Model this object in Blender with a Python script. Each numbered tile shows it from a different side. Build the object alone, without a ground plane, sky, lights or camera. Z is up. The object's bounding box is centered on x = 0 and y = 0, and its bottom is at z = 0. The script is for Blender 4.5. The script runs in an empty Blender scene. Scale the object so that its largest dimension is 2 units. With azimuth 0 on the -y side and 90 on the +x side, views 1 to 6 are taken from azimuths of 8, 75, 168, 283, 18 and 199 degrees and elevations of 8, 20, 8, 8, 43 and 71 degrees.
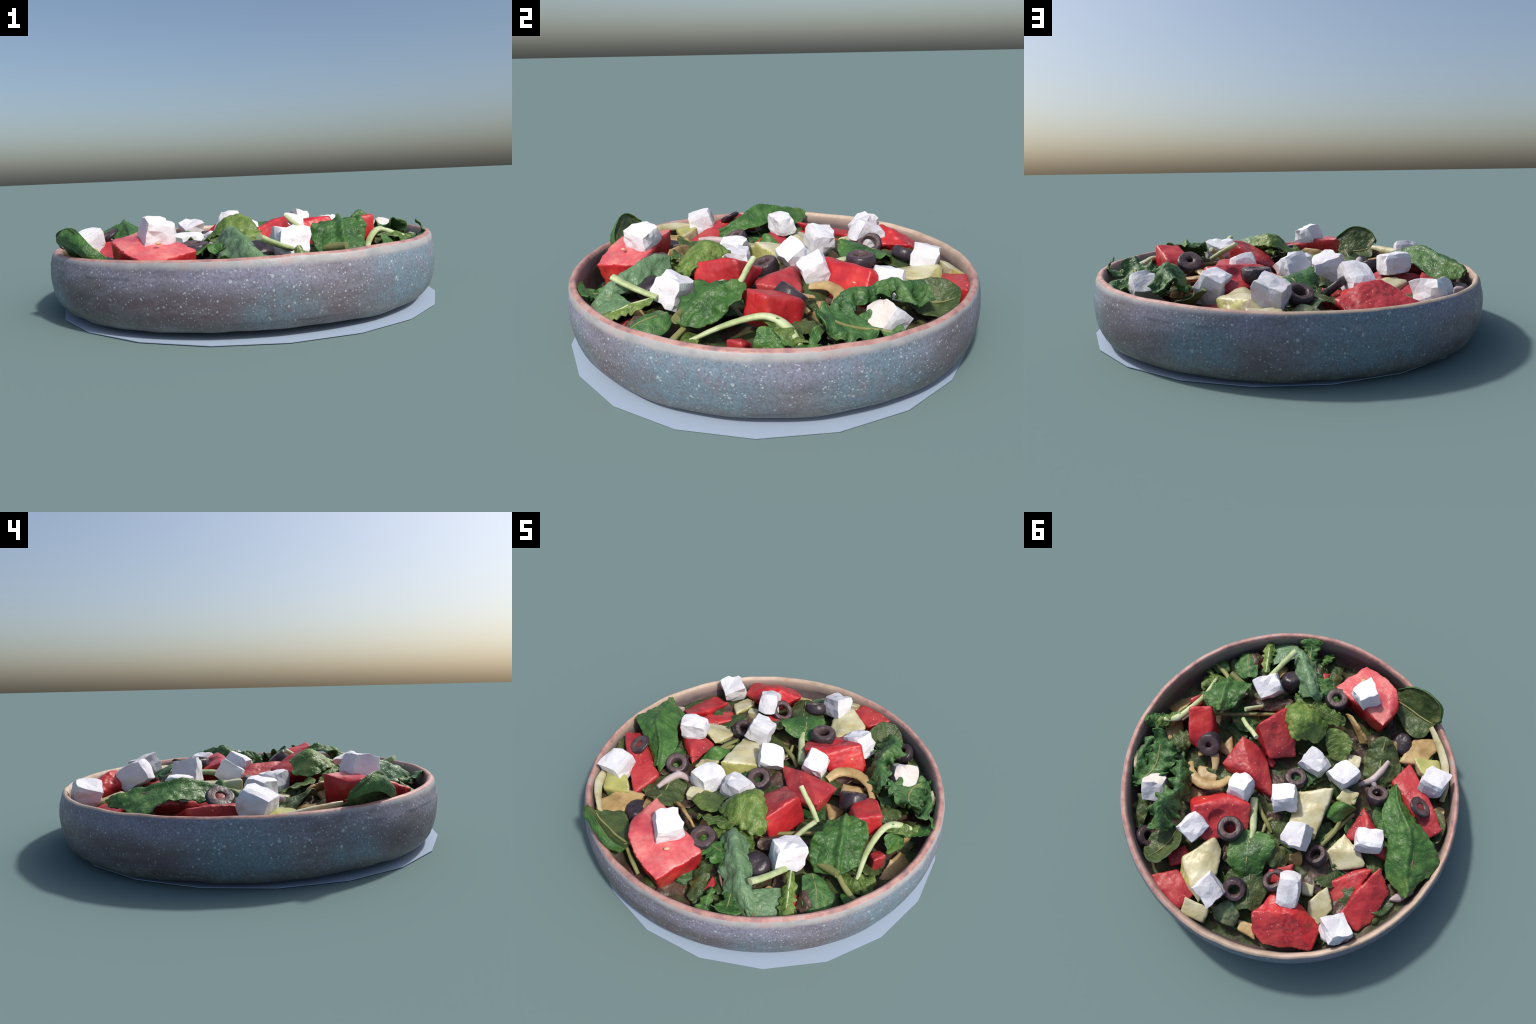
# A speckled stoneware bowl of chopped salad standing on a round pale mat.
import bpy, bmesh, math, random
from mathutils import Vector, Matrix, noise

random.seed(7)
SCN = bpy.context.scene.collection
V = Vector

# ------------------------------------------------------------------ utilities
def nz(p, s, seed=0.0):
    return noise.noise(V(p) * s + V((seed * 7.31, seed * 3.17, seed * 5.73)))

def apply_mods(ob):
    dg = bpy.context.evaluated_depsgraph_get()
    me = bpy.data.meshes.new_from_object(ob.evaluated_get(dg))
    old = ob.data
    ob.modifiers.clear()
    ob.data = me
    bpy.data.meshes.remove(old)
    return ob

def link(name, me, loc=(0, 0, 0), parent=None):
    ob = bpy.data.objects.new(name, me)
    SCN.objects.link(ob)
    ob.location = loc
    if parent is not None:
        ob.parent = parent
    return ob

def top(ob, label, category):
    ob["label"] = label
    ob["category"] = category
    return ob

def smooth(me, on=True):
    me.polygons.foreach_set("use_smooth", [on] * len(me.polygons))
    me.update()

def catmull(P, t):
    """Point at t in 0..1 along a Catmull-Rom curve through the points P."""
    n = len(P)
    if n == 1:
        return P[0].copy()
    x = t * (n - 1)
    i = min(int(x), n - 2)
    f = x - i
    p1, p2 = P[i], P[i + 1]
    p0 = P[i - 1] if i > 0 else p1 * 2 - p2
    p3 = P[i + 2] if i + 2 < n else p2 * 2 - p1
    return 0.5 * ((2 * p1) + (p2 - p0) * f + (2 * p0 - 5 * p1 + 4 * p2 - p3) * f * f + (3 * p1 - p0 - 3 * p2 + p3) * f ** 3)

def lerp_list(L, t):
    x = t * (len(L) - 1)
    i = min(int(x), len(L) - 2)
    return L[i] + (L[i + 1] - L[i]) * (x - i)

# ------------------------------------------------------------------ materials
class Nodes:
    def __init__(self, name):
        self.m = bpy.data.materials.new(name)
        self.m.use_nodes = True
        self.t = self.m.node_tree
        self.bsdf = self.t.nodes["Principled BSDF"]
        self.out = self.t.nodes["Material Output"]
        tc = self.t.nodes.new("ShaderNodeTexCoord")
        self.obj = tc.outputs["Object"]

    def add(self, kind, **kw):
        n = self.t.nodes.new("ShaderNode" + kind)
        for k, v in kw.items():
            setattr(n, k, v)
        return n

    def plug(self, sock, val):
        if isinstance(val, bpy.types.NodeSocket):
            self.t.links.new(val, sock)
        else:
            sock.default_value = val

    def noise(self, scale, detail=4, rough=0.55, vec=None, distort=0.0):
        n = self.add("TexNoise")
        self.plug(n.inputs["Vector"], self.obj if vec is None else vec)
        n.inputs["Scale"].default_value = scale
        n.inputs["Detail"].default_value = detail
        n.inputs["Roughness"].default_value = rough
        n.inputs["Distortion"].default_value = distort
        return n.outputs[0]

    def voronoi(self, scale, feature="F1", vec=None, rnd=1.0):
        n = self.add("TexVoronoi", feature=feature)
        self.plug(n.inputs["Vector"], self.obj if vec is None else vec)
        n.inputs["Scale"].default_value = scale
        n.inputs["Randomness"].default_value = rnd
        return n

    def scaled(self, s, vec=None):
        n = self.add("Mapping")
        self.plug(n.inputs["Vector"], self.obj if vec is None else vec)
        n.inputs["Scale"].default_value = s
        return n.outputs[0]

    def ramp(self, fac, stops, interp="LINEAR"):
        n = self.add("ValToRGB")
        cr = n.color_ramp
        cr.interpolation = interp
        while len(cr.elements) < len(stops):
            cr.elements.new(0.5)
        for e, (p, c) in zip(cr.elements, stops):
            e.position = p
            e.color = (*c, 1) if len(c) == 3 else c
        self.plug(n.inputs[0], fac)
        return n.outputs[0]

    def remap(self, val, a, b, c=0.0, d=1.0, smooth_step=True):
        n = self.add("MapRange", interpolation_type="SMOOTHSTEP" if smooth_step else "LINEAR")
        self.plug(n.inputs[0], val)
        for i, x in enumerate((a, b, c, d)):
            n.inputs[i + 1].default_value = x
        return n.outputs[0]

    def math(self, op, a, b=0.0, clamp=False):
        n = self.add("Math", operation=op, use_clamp=clamp)
        self.plug(n.inputs[0], a)
        self.plug(n.inputs[1], b)
        return n.outputs[0]

    def mix(self, fac, a, b, mode="MIX"):
        n = self.add("Mix", data_type="RGBA", blend_type=mode)
        self.plug(n.inputs[0], fac)
        self.plug(n.inputs[6], (*a, 1) if isinstance(a, tuple) else a)
        self.plug(n.inputs[7], (*b, 1) if isinstance(b, tuple) else b)
        return n.outputs[2]

    def axis(self, i, vec=None):
        n = self.add("SeparateXYZ")
        self.plug(n.inputs[0], self.obj if vec is None else vec)
        return n.outputs[i]

    def dist(self, p, vec=None):
        n = self.add("VectorMath", operation="DISTANCE")
        self.plug(n.inputs[0], self.obj if vec is None else vec)
        n.inputs[1].default_value = p
        return n.outputs["Value"]

    def random_shift(self):
        """Object coordinates moved by a per-object random amount."""
        oi = self.add("ObjectInfo")
        sc = self.math("MULTIPLY", oi.outputs["Random"], 37.0)
        c = self.add("CombineXYZ")
        for k in range(3):
            self.plug(c.inputs[k], sc)
        a = self.add("VectorMath", operation="ADD")
        self.plug(a.inputs[0], self.obj)
        self.plug(a.inputs[1], c.outputs[0])
        self.obj = a.outputs[0]
        return oi.outputs["Random"]

    def done(self, color, rough=0.5, bump=None, strength=0.3, dist=0.01, spec=0.4, translucent=None, sss=0.0):
        self.plug(self.bsdf.inputs["Base Color"], (*color, 1) if isinstance(color, tuple) else color)
        self.plug(self.bsdf.inputs["Roughness"], rough)
        self.bsdf.inputs["Specular IOR Level"].default_value = spec
        if bump is not None:
            b = self.add("Bump")
            b.inputs["Strength"].default_value = strength
            b.inputs["Distance"].default_value = dist
            self.plug(b.inputs["Height"], bump)
            self.plug(self.bsdf.inputs["Normal"], b.outputs[0])
        if translucent:
            tr = self.add("BsdfTranslucent")
            self.plug(tr.inputs[0], (*color, 1) if isinstance(color, tuple) else color)
            mx = self.add("MixShader")
            mx.inputs[0].default_value = translucent
            self.t.links.new(self.bsdf.outputs[0], mx.inputs[1])
            self.t.links.new(tr.outputs[0], mx.inputs[2])
            self.t.links.new(mx.outputs[0], self.out.inputs[0])
        return self.m

def simple_mat(name, stops, scale, rough=0.5, bump_scale=60, strength=0.25, detail=5, spots=None, translucent=None, spec=0.4, distort=0.3):
    n = Nodes(name)
    rnd = n.random_shift()
    c = n.ramp(n.noise(scale, detail, 0.6, distort=distort), stops)
    if spots:
        sc, col, thr = spots
        v = n.voronoi(sc)
        c = n.mix(n.remap(v.outputs["Distance"], thr, thr * 0.6), c, col)
    hv = n.add("HueSaturation")
    n.plug(hv.inputs["Value"], n.remap(rnd, 0, 1, 0.9, 1.1, False))
    n.plug(hv.inputs["Color"], c)
    return n.done(hv.outputs[0], rough, n.noise(bump_scale, 4), strength, 0.01, spec, translucent)

def make_glaze():
    n = Nodes("speckled_glaze")
    z = n.axis(2)
    # mauve-brown body colour, brushed in faint horizontal throwing rings
    rings = n.noise(5.0, 6, 0.62, n.scaled((1, 1, 3)))
    body = n.ramp(rings, [(0.32, (0.125, 0.098, 0.110)), (0.5, (0.195, 0.172, 0.192)), (0.68, (0.245, 0.232, 0.272))])
    # purple brown iron stains, mostly in the lower half
    stain = n.math("MULTIPLY", n.remap(n.noise(2.6, 6, 0.65, n.scaled((1, 1, 3.0))), 0.42, 0.58), n.remap(z, 0.26, 0.15))
    body = n.mix(n.math("MULTIPLY", stain, 0.85), body, (0.128, 0.084, 0.098))
    # lavender bloom in the shoulder band, above the middle of the wall
    shoulder = n.math("MULTIPLY", n.remap(z, 0.16, 0.25), n.remap(n.noise(3.0, 3), 0.30, 0.65))
    body = n.mix(n.math("MULTIPLY", shoulder, 0.6), body, (0.270, 0.270, 0.395))
    # teal pools
    pools = wide = None
    for p, r0 in (((0.83, -0.54, 0.14), 0.44), ((0.97, 0.10, 0.12), 0.36), ((0.55, 0.83, 0.13), 0.22), ((-0.10, 0.97, 0.12), 0.40),
                  ((-0.97, -0.22, 0.09), 0.30), ((-0.75, -0.62, 0.07), 0.20), ((0.30, -0.94, 0.05), 0.24)):
        q = n.remap(n.dist(p), r0, r0 * 0.25)
        pools = q if pools is None else n.math("MAXIMUM", pools, q)
        q = n.remap(n.dist(p), r0 * 1.45, r0 * 0.3)
        wide = q if wide is None else n.math("MAXIMUM", wide, q)
    grain = n.noise(16.0, 6, 0.7, n.scaled((1, 1, 0.7)))
    body = n.mix(n.math("MULTIPLY", wide, 0.34), body, (0.205, 0.245, 0.305))
    teal = n.math("MULTIPLY", pools, n.remap(grain, 0.30, 0.56))
    body = n.mix(n.math("MULTIPLY", teal, 0.68), body, (0.150, 0.262, 0.330))
    # thin olive clay colour towards the foot
    foot = n.math("MULTIPLY", n.remap(n.math("ADD", z, n.math("MULTIPLY", n.noise(5.0, 4), 0.09)), 0.155, 0.075), 0.85)
    foot_col = n.ramp(n.noise(9.0, 5), [(0.35, (0.135, 0.118, 0.095)), (0.6, (0.205, 0.222, 0.190))])
    body = n.mix(foot, body, foot_col)
    # fine dark pitting
    streak = n.noise(7.0, 4, 0.7, n.scaled((0.6, 0.6, 22)))
    body = n.mix(n.math("MULTIPLY", n.remap(streak, 0.56, 0.70), n.math("MULTIPLY", n.remap(z, 0.22, 0.12), 0.4)), body, (0.10, 0.078, 0.082))
    fine = n.noise(95.0, 4, 0.7)
    body = n.mix(n.math("MULTIPLY", n.remap(fine, 0.54, 0.42), 0.42), body, (0.085, 0.075, 0.085))
    # pale specks: three sizes of voronoi dots, each present only in some cells
    wob = n.add("VectorMath", operation="ADD")
    nn = n.add("TexNoise")
    n.plug(nn.inputs["Vector"], n.obj)
    nn.inputs["Scale"].default_value = 40
    sc = n.add("VectorMath", operation="SCALE")
    n.plug(sc.inputs[0], nn.outputs["Color"])
    sc.inputs["Scale"].default_value = 0.008
    n.plug(wob.inputs[0], n.obj)
    n.plug(wob.inputs[1], sc.outputs[0])
    patchy = n.remap(n.noise(4.5, 3), 0.30, 0.62)
    specks = None
    for scale, size, keep in ((85, 0.31, 0.48), (42, 0.26, 0.58), (25, 0.23, 0.78)):
        v = n.voronoi(scale, vec=wob.outputs[0])
        hit = n.remap(v.outputs["Distance"], size, size * 0.62)
        rnd = n.axis(0, v.outputs["Color"])
        thr = n.math("SUBTRACT", rnd, n.math("MULTIPLY", patchy, 0.22))
        hit = n.math("MULTIPLY", hit, n.remap(thr, keep, keep + 0.04))
        specks = hit if specks is None else n.math("MAXIMUM", specks, hit)
    specks = n.math("MULTIPLY", specks, n.remap(z, 0.300, 0.275))
    speck_col = n.mix(n.math("MULTIPLY", n.remap(z, 0.17, 0.06), 0.8), (0.46, 0.515, 0.54), (0.26, 0.35, 0.375))
    body = n.mix(n.math("MULTIPLY", specks, 0.7), body, speck_col)
    # pale band under the lip
    zz = n.math("ADD", z, n.math("MULTIPLY", n.math("SUBTRACT", n.noise(7.0, 4), 0.5), 0.018))
    band = n.remap(zz, 0.280, 0.306)
    body = n.mix(n.math("MULTIPLY", band, 0.9), body, n.ramp(n.noise(12.0, 4), [(0.3, (0.30, 0.305, 0.305)), (0.52, (0.40, 0.395, 0.40)), (0.72, (0.44, 0.34, 0.325))]))
    return n.done(body, n.remap(n.noise(20, 3), 0.3, 0.7, 0.36, 0.52), n.math("ADD", fine, n.math("MULTIPLY", specks, 0.5)), 0.25, 0.006, 0.45)

def make_lip():
    n = Nodes("bare_clay_lip")
    y = n.axis(1)
    x = n.axis(0)
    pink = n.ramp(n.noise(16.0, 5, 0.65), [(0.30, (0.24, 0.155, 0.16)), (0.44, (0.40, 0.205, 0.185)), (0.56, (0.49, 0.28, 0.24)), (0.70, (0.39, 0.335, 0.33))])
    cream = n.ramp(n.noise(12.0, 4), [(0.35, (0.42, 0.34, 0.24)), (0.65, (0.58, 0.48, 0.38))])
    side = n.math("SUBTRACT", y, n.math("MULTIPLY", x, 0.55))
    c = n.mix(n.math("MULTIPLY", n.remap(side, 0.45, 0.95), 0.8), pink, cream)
    return n.done(c, 0.5, n.noise(50, 4), 0.25, 0.006)

def make_inside():
    n = Nodes("inner_glaze")
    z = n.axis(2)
    low = n.ramp(n.noise(9.0, 4, 0.6, n.scaled((1, 1, 4))), [(0.3, (0.100, 0.078, 0.080)), (0.7, (0.170, 0.135, 0.138))])  # grey-brown kept dark: shade inside the bowl is baked into this colour
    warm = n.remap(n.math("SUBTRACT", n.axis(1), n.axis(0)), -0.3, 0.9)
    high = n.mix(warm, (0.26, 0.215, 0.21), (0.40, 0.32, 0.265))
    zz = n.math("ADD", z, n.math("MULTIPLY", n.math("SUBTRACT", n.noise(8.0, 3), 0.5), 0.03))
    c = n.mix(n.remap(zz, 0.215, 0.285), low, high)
    v = n.voronoi(90)
    sp = n.math("MULTIPLY", n.remap(v.outputs["Distance"], 0.2, 0.12), n.remap(n.axis(0, v.outputs["Color"]), 0.8, 0.84))
    c = n.mix(n.math("MULTIPLY", sp, 0.5), c, (0.45, 0.42, 0.42))
    return n.done(c, 0.5, n.noise(40, 4), 0.2, 0.006)

def make_leaf_mat(name, dark, mid, light, vein=None, rough=0.42, scale=9.0):
    n = Nodes(name)
    rnd = n.random_shift()
    big = n.noise(scale, 5, 0.6, distort=0.4)
    c = n.ramp(big, [(0.28, dark), (0.5, mid), (0.74, light)])
    # cell-like net of fine veins
    v = n.voronoi(46, "DISTANCE_TO_EDGE")
    net = n.remap(v.outputs["Distance"], 0.10, 0.0)
    c = n.mix(n.math("MULTIPLY", net, 0.30), c, vein or light)
    old = n.remap(n.noise(5.0, 3), 0.60, 0.74)
    c = n.mix(n.math("MULTIPLY", old, 0.35), c, (0.16, 0.13, 0.045))
    hv = n.add("HueSaturation")
    n.plug(hv.inputs["Value"], n.remap(rnd, 0, 1, 0.88, 1.14, False))
    n.plug(hv.inputs["Color"], c)
    h = n.math("ADD", n.noise(45, 4), n.math("MULTIPLY", net, -0.5))
    return n.done(hv.outputs[0], rough, h, 0.35, 0.008, 0.4, 0.10)

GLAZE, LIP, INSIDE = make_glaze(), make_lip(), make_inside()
MAT = simple_mat("mat_card", [(0.3, (0.325, 0.405, 0.525)), (0.7, (0.335, 0.415, 0.535))], 2, 0.9, strength=0.02)
FETA = simple_mat("feta", [(0.28, (0.58, 0.525, 0.54)), (0.42, (0.67, 0.655, 0.71)), (0.58, (0.73, 0.74, 0.77)), (0.75, (0.70, 0.665, 0.665))], 9, 0.75, 45, 0.35, spec=0.25)  # white cheese tinted lavender for the sky light on it
FETA_WARM = simple_mat("feta_warm_face", [(0.28, (0.60, 0.50, 0.45)), (0.5, (0.69, 0.61, 0.57)), (0.72, (0.74, 0.70, 0.68))], 6, 0.75, 45, 0.35, spec=0.25)
SKIN = simple_mat("tomato_skin", [(0.30, (0.30, 0.015, 0.020)), (0.5, (0.47, 0.022, 0.028)), (0.66, (0.55, 0.045, 0.035)), (0.80, (0.62, 0.14, 0.09))], 7, 0.42, 30, 0.15, spec=0.45)
FLESH = simple_mat("tomato_flesh", [(0.30, (0.28, 0.022, 0.030)), (0.5, (0.43, 0.038, 0.045)), (0.72, (0.49, 0.075, 0.066)), (0.86, (0.58, 0.20, 0.14))], 8, 0.42, 60, 0.25, spots=(30, (0.66, 0.36, 0.28), 0.11))
PALE_FLESH = simple_mat("tomato_pale_flesh", [(0.32, (0.44, 0.045, 0.062)), (0.5, (0.57, 0.105, 0.115)), (0.64, (0.66, 0.24, 0.21)), (0.80, (0.50, 0.06, 0.075))], 6, 0.36, 60, 0.3)
SEED = simple_mat("tomato_seed", [(0.3, (0.60, 0.38, 0.20)), (0.7, (0.70, 0.50, 0.30))], 20, 0.5)
OLIVE = simple_mat("olive_skin", [(0.30, (0.022, 0.017, 0.024)), (0.7, (0.052, 0.038, 0.048))], 14, 0.34, 70, 0.2, spots=(70, (0.16, 0.13, 0.15), 0.08))
OLIVE_CUT = simple_mat("olive_cut", [(0.30, (0.060, 0.038, 0.040)), (0.7, (0.125, 0.085, 0.085))], 22, 0.42, 70, 0.4)
PIT = simple_mat("red_pulp", [(0.3, (0.16, 0.02, 0.02)), (0.7, (0.30, 0.05, 0.045))], 25, 0.4)
CUKE = simple_mat("cucumber_flesh", [(0.28, (0.38, 0.33, 0.15)), (0.48, (0.52, 0.48, 0.29)), (0.75, (0.60, 0.58, 0.43))], 9, 0.36, 40, 0.25, spots=(24, (0.40, 0.28, 0.10), 0.06))
CUKE_RIND = simple_mat("cucumber_rind", [(0.3, (0.29, 0.29, 0.075)), (0.7, (0.46, 0.45, 0.17))], 8, 0.34, 40, 0.2)
CUKE_SKIN = simple_mat("cucumber_dark_skin", [(0.32, (0.020, 0.045, 0.025)), (0.5, (0.07, 0.12, 0.06)), (0.72, (0.33, 0.33, 0.17))], 12, 0.45, 40, 0.3)
TAN = simple_mat("onion_tan", [(0.28, (0.25, 0.15, 0.055)), (0.5, (0.42, 0.29, 0.125)), (0.75, (0.55, 0.43, 0.24))], 9, 0.45, 30, 0.3)
PALE = simple_mat("pale_stalk", [(0.3, (0.30, 0.38, 0.16)), (0.5, (0.44, 0.52, 0.27)), (0.75, (0.61, 0.65, 0.45))], 12, 0.45, 50, 0.25)
PINKISH = simple_mat("pale_root", [(0.3, (0.36, 0.28, 0.27)), (0.7, (0.50, 0.42, 0.42))], 14, 0.5)
MIDRIB = simple_mat("midrib", [(0.3, (0.16, 0.18, 0.06)), (0.7, (0.28, 0.27, 0.11))], 14, 0.5)
MIDRIB_RED = simple_mat("red_midrib", [(0.3, (0.22, 0.08, 0.08)), (0.7, (0.36, 0.19, 0.17))], 14, 0.5)
BROWN = simple_mat("wilted_brown", [(0.3, (0.035, 0.025, 0.022)), (0.55, (0.11, 0.07, 0.05)), (0.8, (0.24, 0.16, 0.11))], 18, 0.4, 40, 0.5)
SPINACH = make_leaf_mat("spinach", (0.026, 0.060, 0.020), (0.062, 0.098, 0.032), (0.125, 0.155, 0.055))
BRIGHT = make_leaf_mat("bright_leaf", (0.024, 0.078, 0.022), (0.058, 0.160, 0.036), (0.145, 0.260, 0.070))
BEET = make_leaf_mat("beet_leaf", (0.070, 0.140, 0.065), (0.130, 0.235, 0.115), (0.230, 0.350, 0.220), rough=0.38)  # greens lightened to carry the highlights on the fold
KALE = make_leaf_mat("kale", (0.014, 0.055, 0.020), (0.048, 0.135, 0.040), (0.150, 0.270, 0.085), rough=0.45, scale=12)
ARUGULA = make_leaf_mat("arugula", (0.038, 0.085, 0.018), (0.100, 0.172, 0.034), (0.260, 0.330, 0.095), scale=11)

# ------------------------------------------------------------------ bowl + mat
BC = V((-0.007, 0.009, 0.0))          # bowl axis
def rim_tilt(x, y):
    return 0.014 * x - 0.014 * y

def lathe_profile():
    # (radius, height, region) from the underside up, over the lip, down inside
    pts = [(0.00, 0.008), (0.50, 0.007), (0.80, 0.005), (0.895, 0.005), (0.930, 0.012), (0.953, 0.033), (0.969, 0.066), (0.981, 0.112),
           (0.988, 0.160), (0.990, 0.205), (0.986, 0.243), (0.981, 0.266), (0.9775, 0.281), (0.9735, 0.294), (0.9680, 0.304), (0.960, 0.3105),
           (0.951, 0.309), (0.944, 0.300), (0.939, 0.285), (0.936, 0.255), (0.933, 0.215), (0.927, 0.175), (0.908, 0.125), (0.880, 0.085), (0.86, 0.060), (0.5, 0.05), (0.0, 0.05)]
    fine = []
    P = [V((r, z, 0)) for r, z in pts]
    n = 150
    for i in range(n + 1):
        fine.append(catmull(P, i / n))
    return fine

def build_bowl():
    prof = lathe_profile()
    N = 240
    bm = bmesh.new()
    rows = []
    for i, p in enumerate(prof):
        r, z = max(p.x, 0.0), p.y
        if r < 1e-4:
            rows.append([bm.verts.new((0, 0, z))])
            continue
        row = []
        for k in range(N):
            a = 2 * math.pi * k / N
            c, s = math.cos(a), math.sin(a)
            rr = r * (1 + 0.0035 * nz((c * 2.2, s * 2.2, z * 5), 1.0, 1))
            hh = max(0.0, min(1.0, z / 0.30))
            zz = z + rim_tilt(rr * c, rr * s) * hh
            if i < 84:                                       # wall is fuller on the right front side
                low = max(0.0, min(1.0, 0.7 + (0.30 - z) / 0.60))
                rr += r * 0.011 * low * (0.5 + 0.5 * math.cos(a + 0.45)) * min(1, r / 0.85)
                lift = 1.45 - 1.25 * (0.5 + 0.5 * math.cos(a - 2.1)) ** 1.6      # foot sits higher at the left front
                zz += 0.0165 * lift * max(0.0, 1 - z / 0.11)
            if z > 0.24:
                zz += 0.0045 * nz((c * 6, s * 6, 0), 1.0, 4) * (z - 0.24) / 0.07
                rr += 0.004 * nz((c * 9, s * 9, z * 8), 1.0, 9)
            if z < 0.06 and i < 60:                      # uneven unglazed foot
                zz += 0.009 * nz((c * 7, s * 7, 1), 1.0, 6) * min(1, r / 0.8)
                zz = max(zz, 0.0035)
            row.append(bm.verts.new((rr * c, rr * s, zz)))
        rows.append(row)
    region = {}
    for i in range(len(rows) - 1):
        a, b = rows[i], rows[i + 1]
        z = (prof[i].y + prof[i + 1].y) / 2
        t = i / (len(rows) - 1) * 26
        reg = 0 if t < 13.7 else (1 if t < 17.4 else 2)
        for k in range(N):
            k2 = (k + 1) % N
            if len(a) == 1:
                f = bm.faces.new((a[0], b[k2], b[k]))
            elif len(b) == 1:
                f = bm.faces.new((a[k], a[k2], b[0]))
            else:
                f = bm.faces.new((a[k], a[k2], b[k2], b[k]))
            region[f] = reg
    bm.normal_update()
    bm.verts.index_update()
    normals = [v.normal.copy() for v in bm.verts]
    root = bpy.data.objects.new("serving_bowl", None)
    SCN.objects.link(root)
    root.location = BC
    top(root, "wide shallow speckled stoneware bowl with grey teal glaze", "bowl")
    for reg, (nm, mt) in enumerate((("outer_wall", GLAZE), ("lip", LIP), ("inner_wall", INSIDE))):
        faces = [f for f in bm.faces if region[f] == reg]
        used, vs, fs = {}, [], []
        for f in faces:
            idx = []
            for v in f.verts:
                if v.index not in used:
                    used[v.index] = len(vs)
                    vs.append(v.co.copy())
                idx.append(used[v.index])
            fs.append(idx)
        me = bpy.data.meshes.new(nm)
        me.from_pydata(vs, [], fs)
        smooth(me)
        inv = sorted(used, key=used.get)
        me.normals_split_custom_set_from_vertices([normals[i] for i in inv])
        me.materials.append(mt)
        link(nm, me, parent=root)
    bm.free()

def build_mat():
    n, r, h = 20, 0.969, 0.003
    ph = math.radians(-90.5)
    bm = bmesh.new()
    vs = [bm.verts.new((r * math.cos(ph + 2 * math.pi * k / n), r * math.sin(ph + 2 * math.pi * k / n), 0)) for k in range(n)]
    f = bm.faces.new(vs)
    ex = bmesh.ops.extrude_face_region(bm, geom=[f])
    for v in ex["geom"]:
        if isinstance(v, bmesh.types.BMVert):
            v.co.z = h
    bmesh.ops.recalc_face_normals(bm, faces=bm.faces)
    me = bpy.data.meshes.new("round_mat")
    bm.to_mesh(me)
    bm.free()
    me.materials.append(MAT)
    top(link("round_mat", me, (0.030, -0.030, 0)), "thin pale blue twenty sided round mat", "table mat")

# ------------------------------------------------------------------ piece makers
def chunk(kind, pts, mats, label, category, cut=None, dents=(), voxel=0.008, relax=4, lumps=0.007, fine=0.002, seed=0, grow=1.075):
    """A cut piece of vegetable: rounded hull of a few corner points.
    mats = [skin] or [skin, cut face]; cut = direction(s) that the cut faces look in."""
    P = [V(p) for p in pts]
    c = sum(P, V()) / len(P)
    bm = bmesh.new()
    for p in P:
        bm.verts.new((p - c) * grow)
    bmesh.ops.convex_hull(bm, input=bm.verts)
    loose = [v for v in bm.verts if not v.link_faces]
    bmesh.ops.delete(bm, geom=loose, context="VERTS")
    me = bpy.data.meshes.new(kind)
    bm.to_mesh(me)
    bm.free()
    ob = link(kind, me, c)
    m = ob.modifiers.new("r", "REMESH")
    m.mode, m.voxel_size = "VOXEL", voxel
    apply_mods(ob)
    me = ob.data
    bm = bmesh.new()
    bm.from_mesh(me)
    for _ in range(relax):
        bmesh.ops.smooth_vert(bm, verts=bm.verts, factor=0.5, use_axis_x=True, use_axis_y=True, use_axis_z=True)
    for q, r in dents:
        q = V(q) - c
        for v in bm.verts:
            d = v.co - q
            if d.length < r:
                v.co = q + d.normalized() * (d.length + (r - d.length) * 0.85) if d.length > 1e-5 else v.co
    bm.normal_update()
    for v in bm.verts:
        w = v.co + c
        v.co += v.normal * (lumps * nz(w, 14, seed) + fine * nz(w, 55, seed + 3))
    bm.normal_update()
    me.materials.clear()
    for x in mats:
        me.materials.append(x)
    if len(mats) > 1 and cut:
        dirs = [V(d).normalized() for d in (cut if isinstance(cut[0], (tuple, list)) else (cut,))]
        for f in bm.faces:
            if max(f.normal.dot(d) for d in dirs) + 0.12 * nz(f.calc_center_median() + c, 20, seed) > 0.72:
                f.material_index = 1
    bm.to_mesh(me)
    bm.free()
    smooth(me)
    return top(ob, label, category)

def slab(tops, depth, drop=(0, 0, -1), shrink=0.92):
    """Top corner points plus the same points pushed down: the corners of a slice."""
    P = [V(p) for p in tops]
    c = sum(P, V()) / len(P)
    d = V(drop).normalized() * depth
    return [tuple(p) for p in P] + [tuple(c + (p - c) * shrink + d) for p in P]

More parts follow.
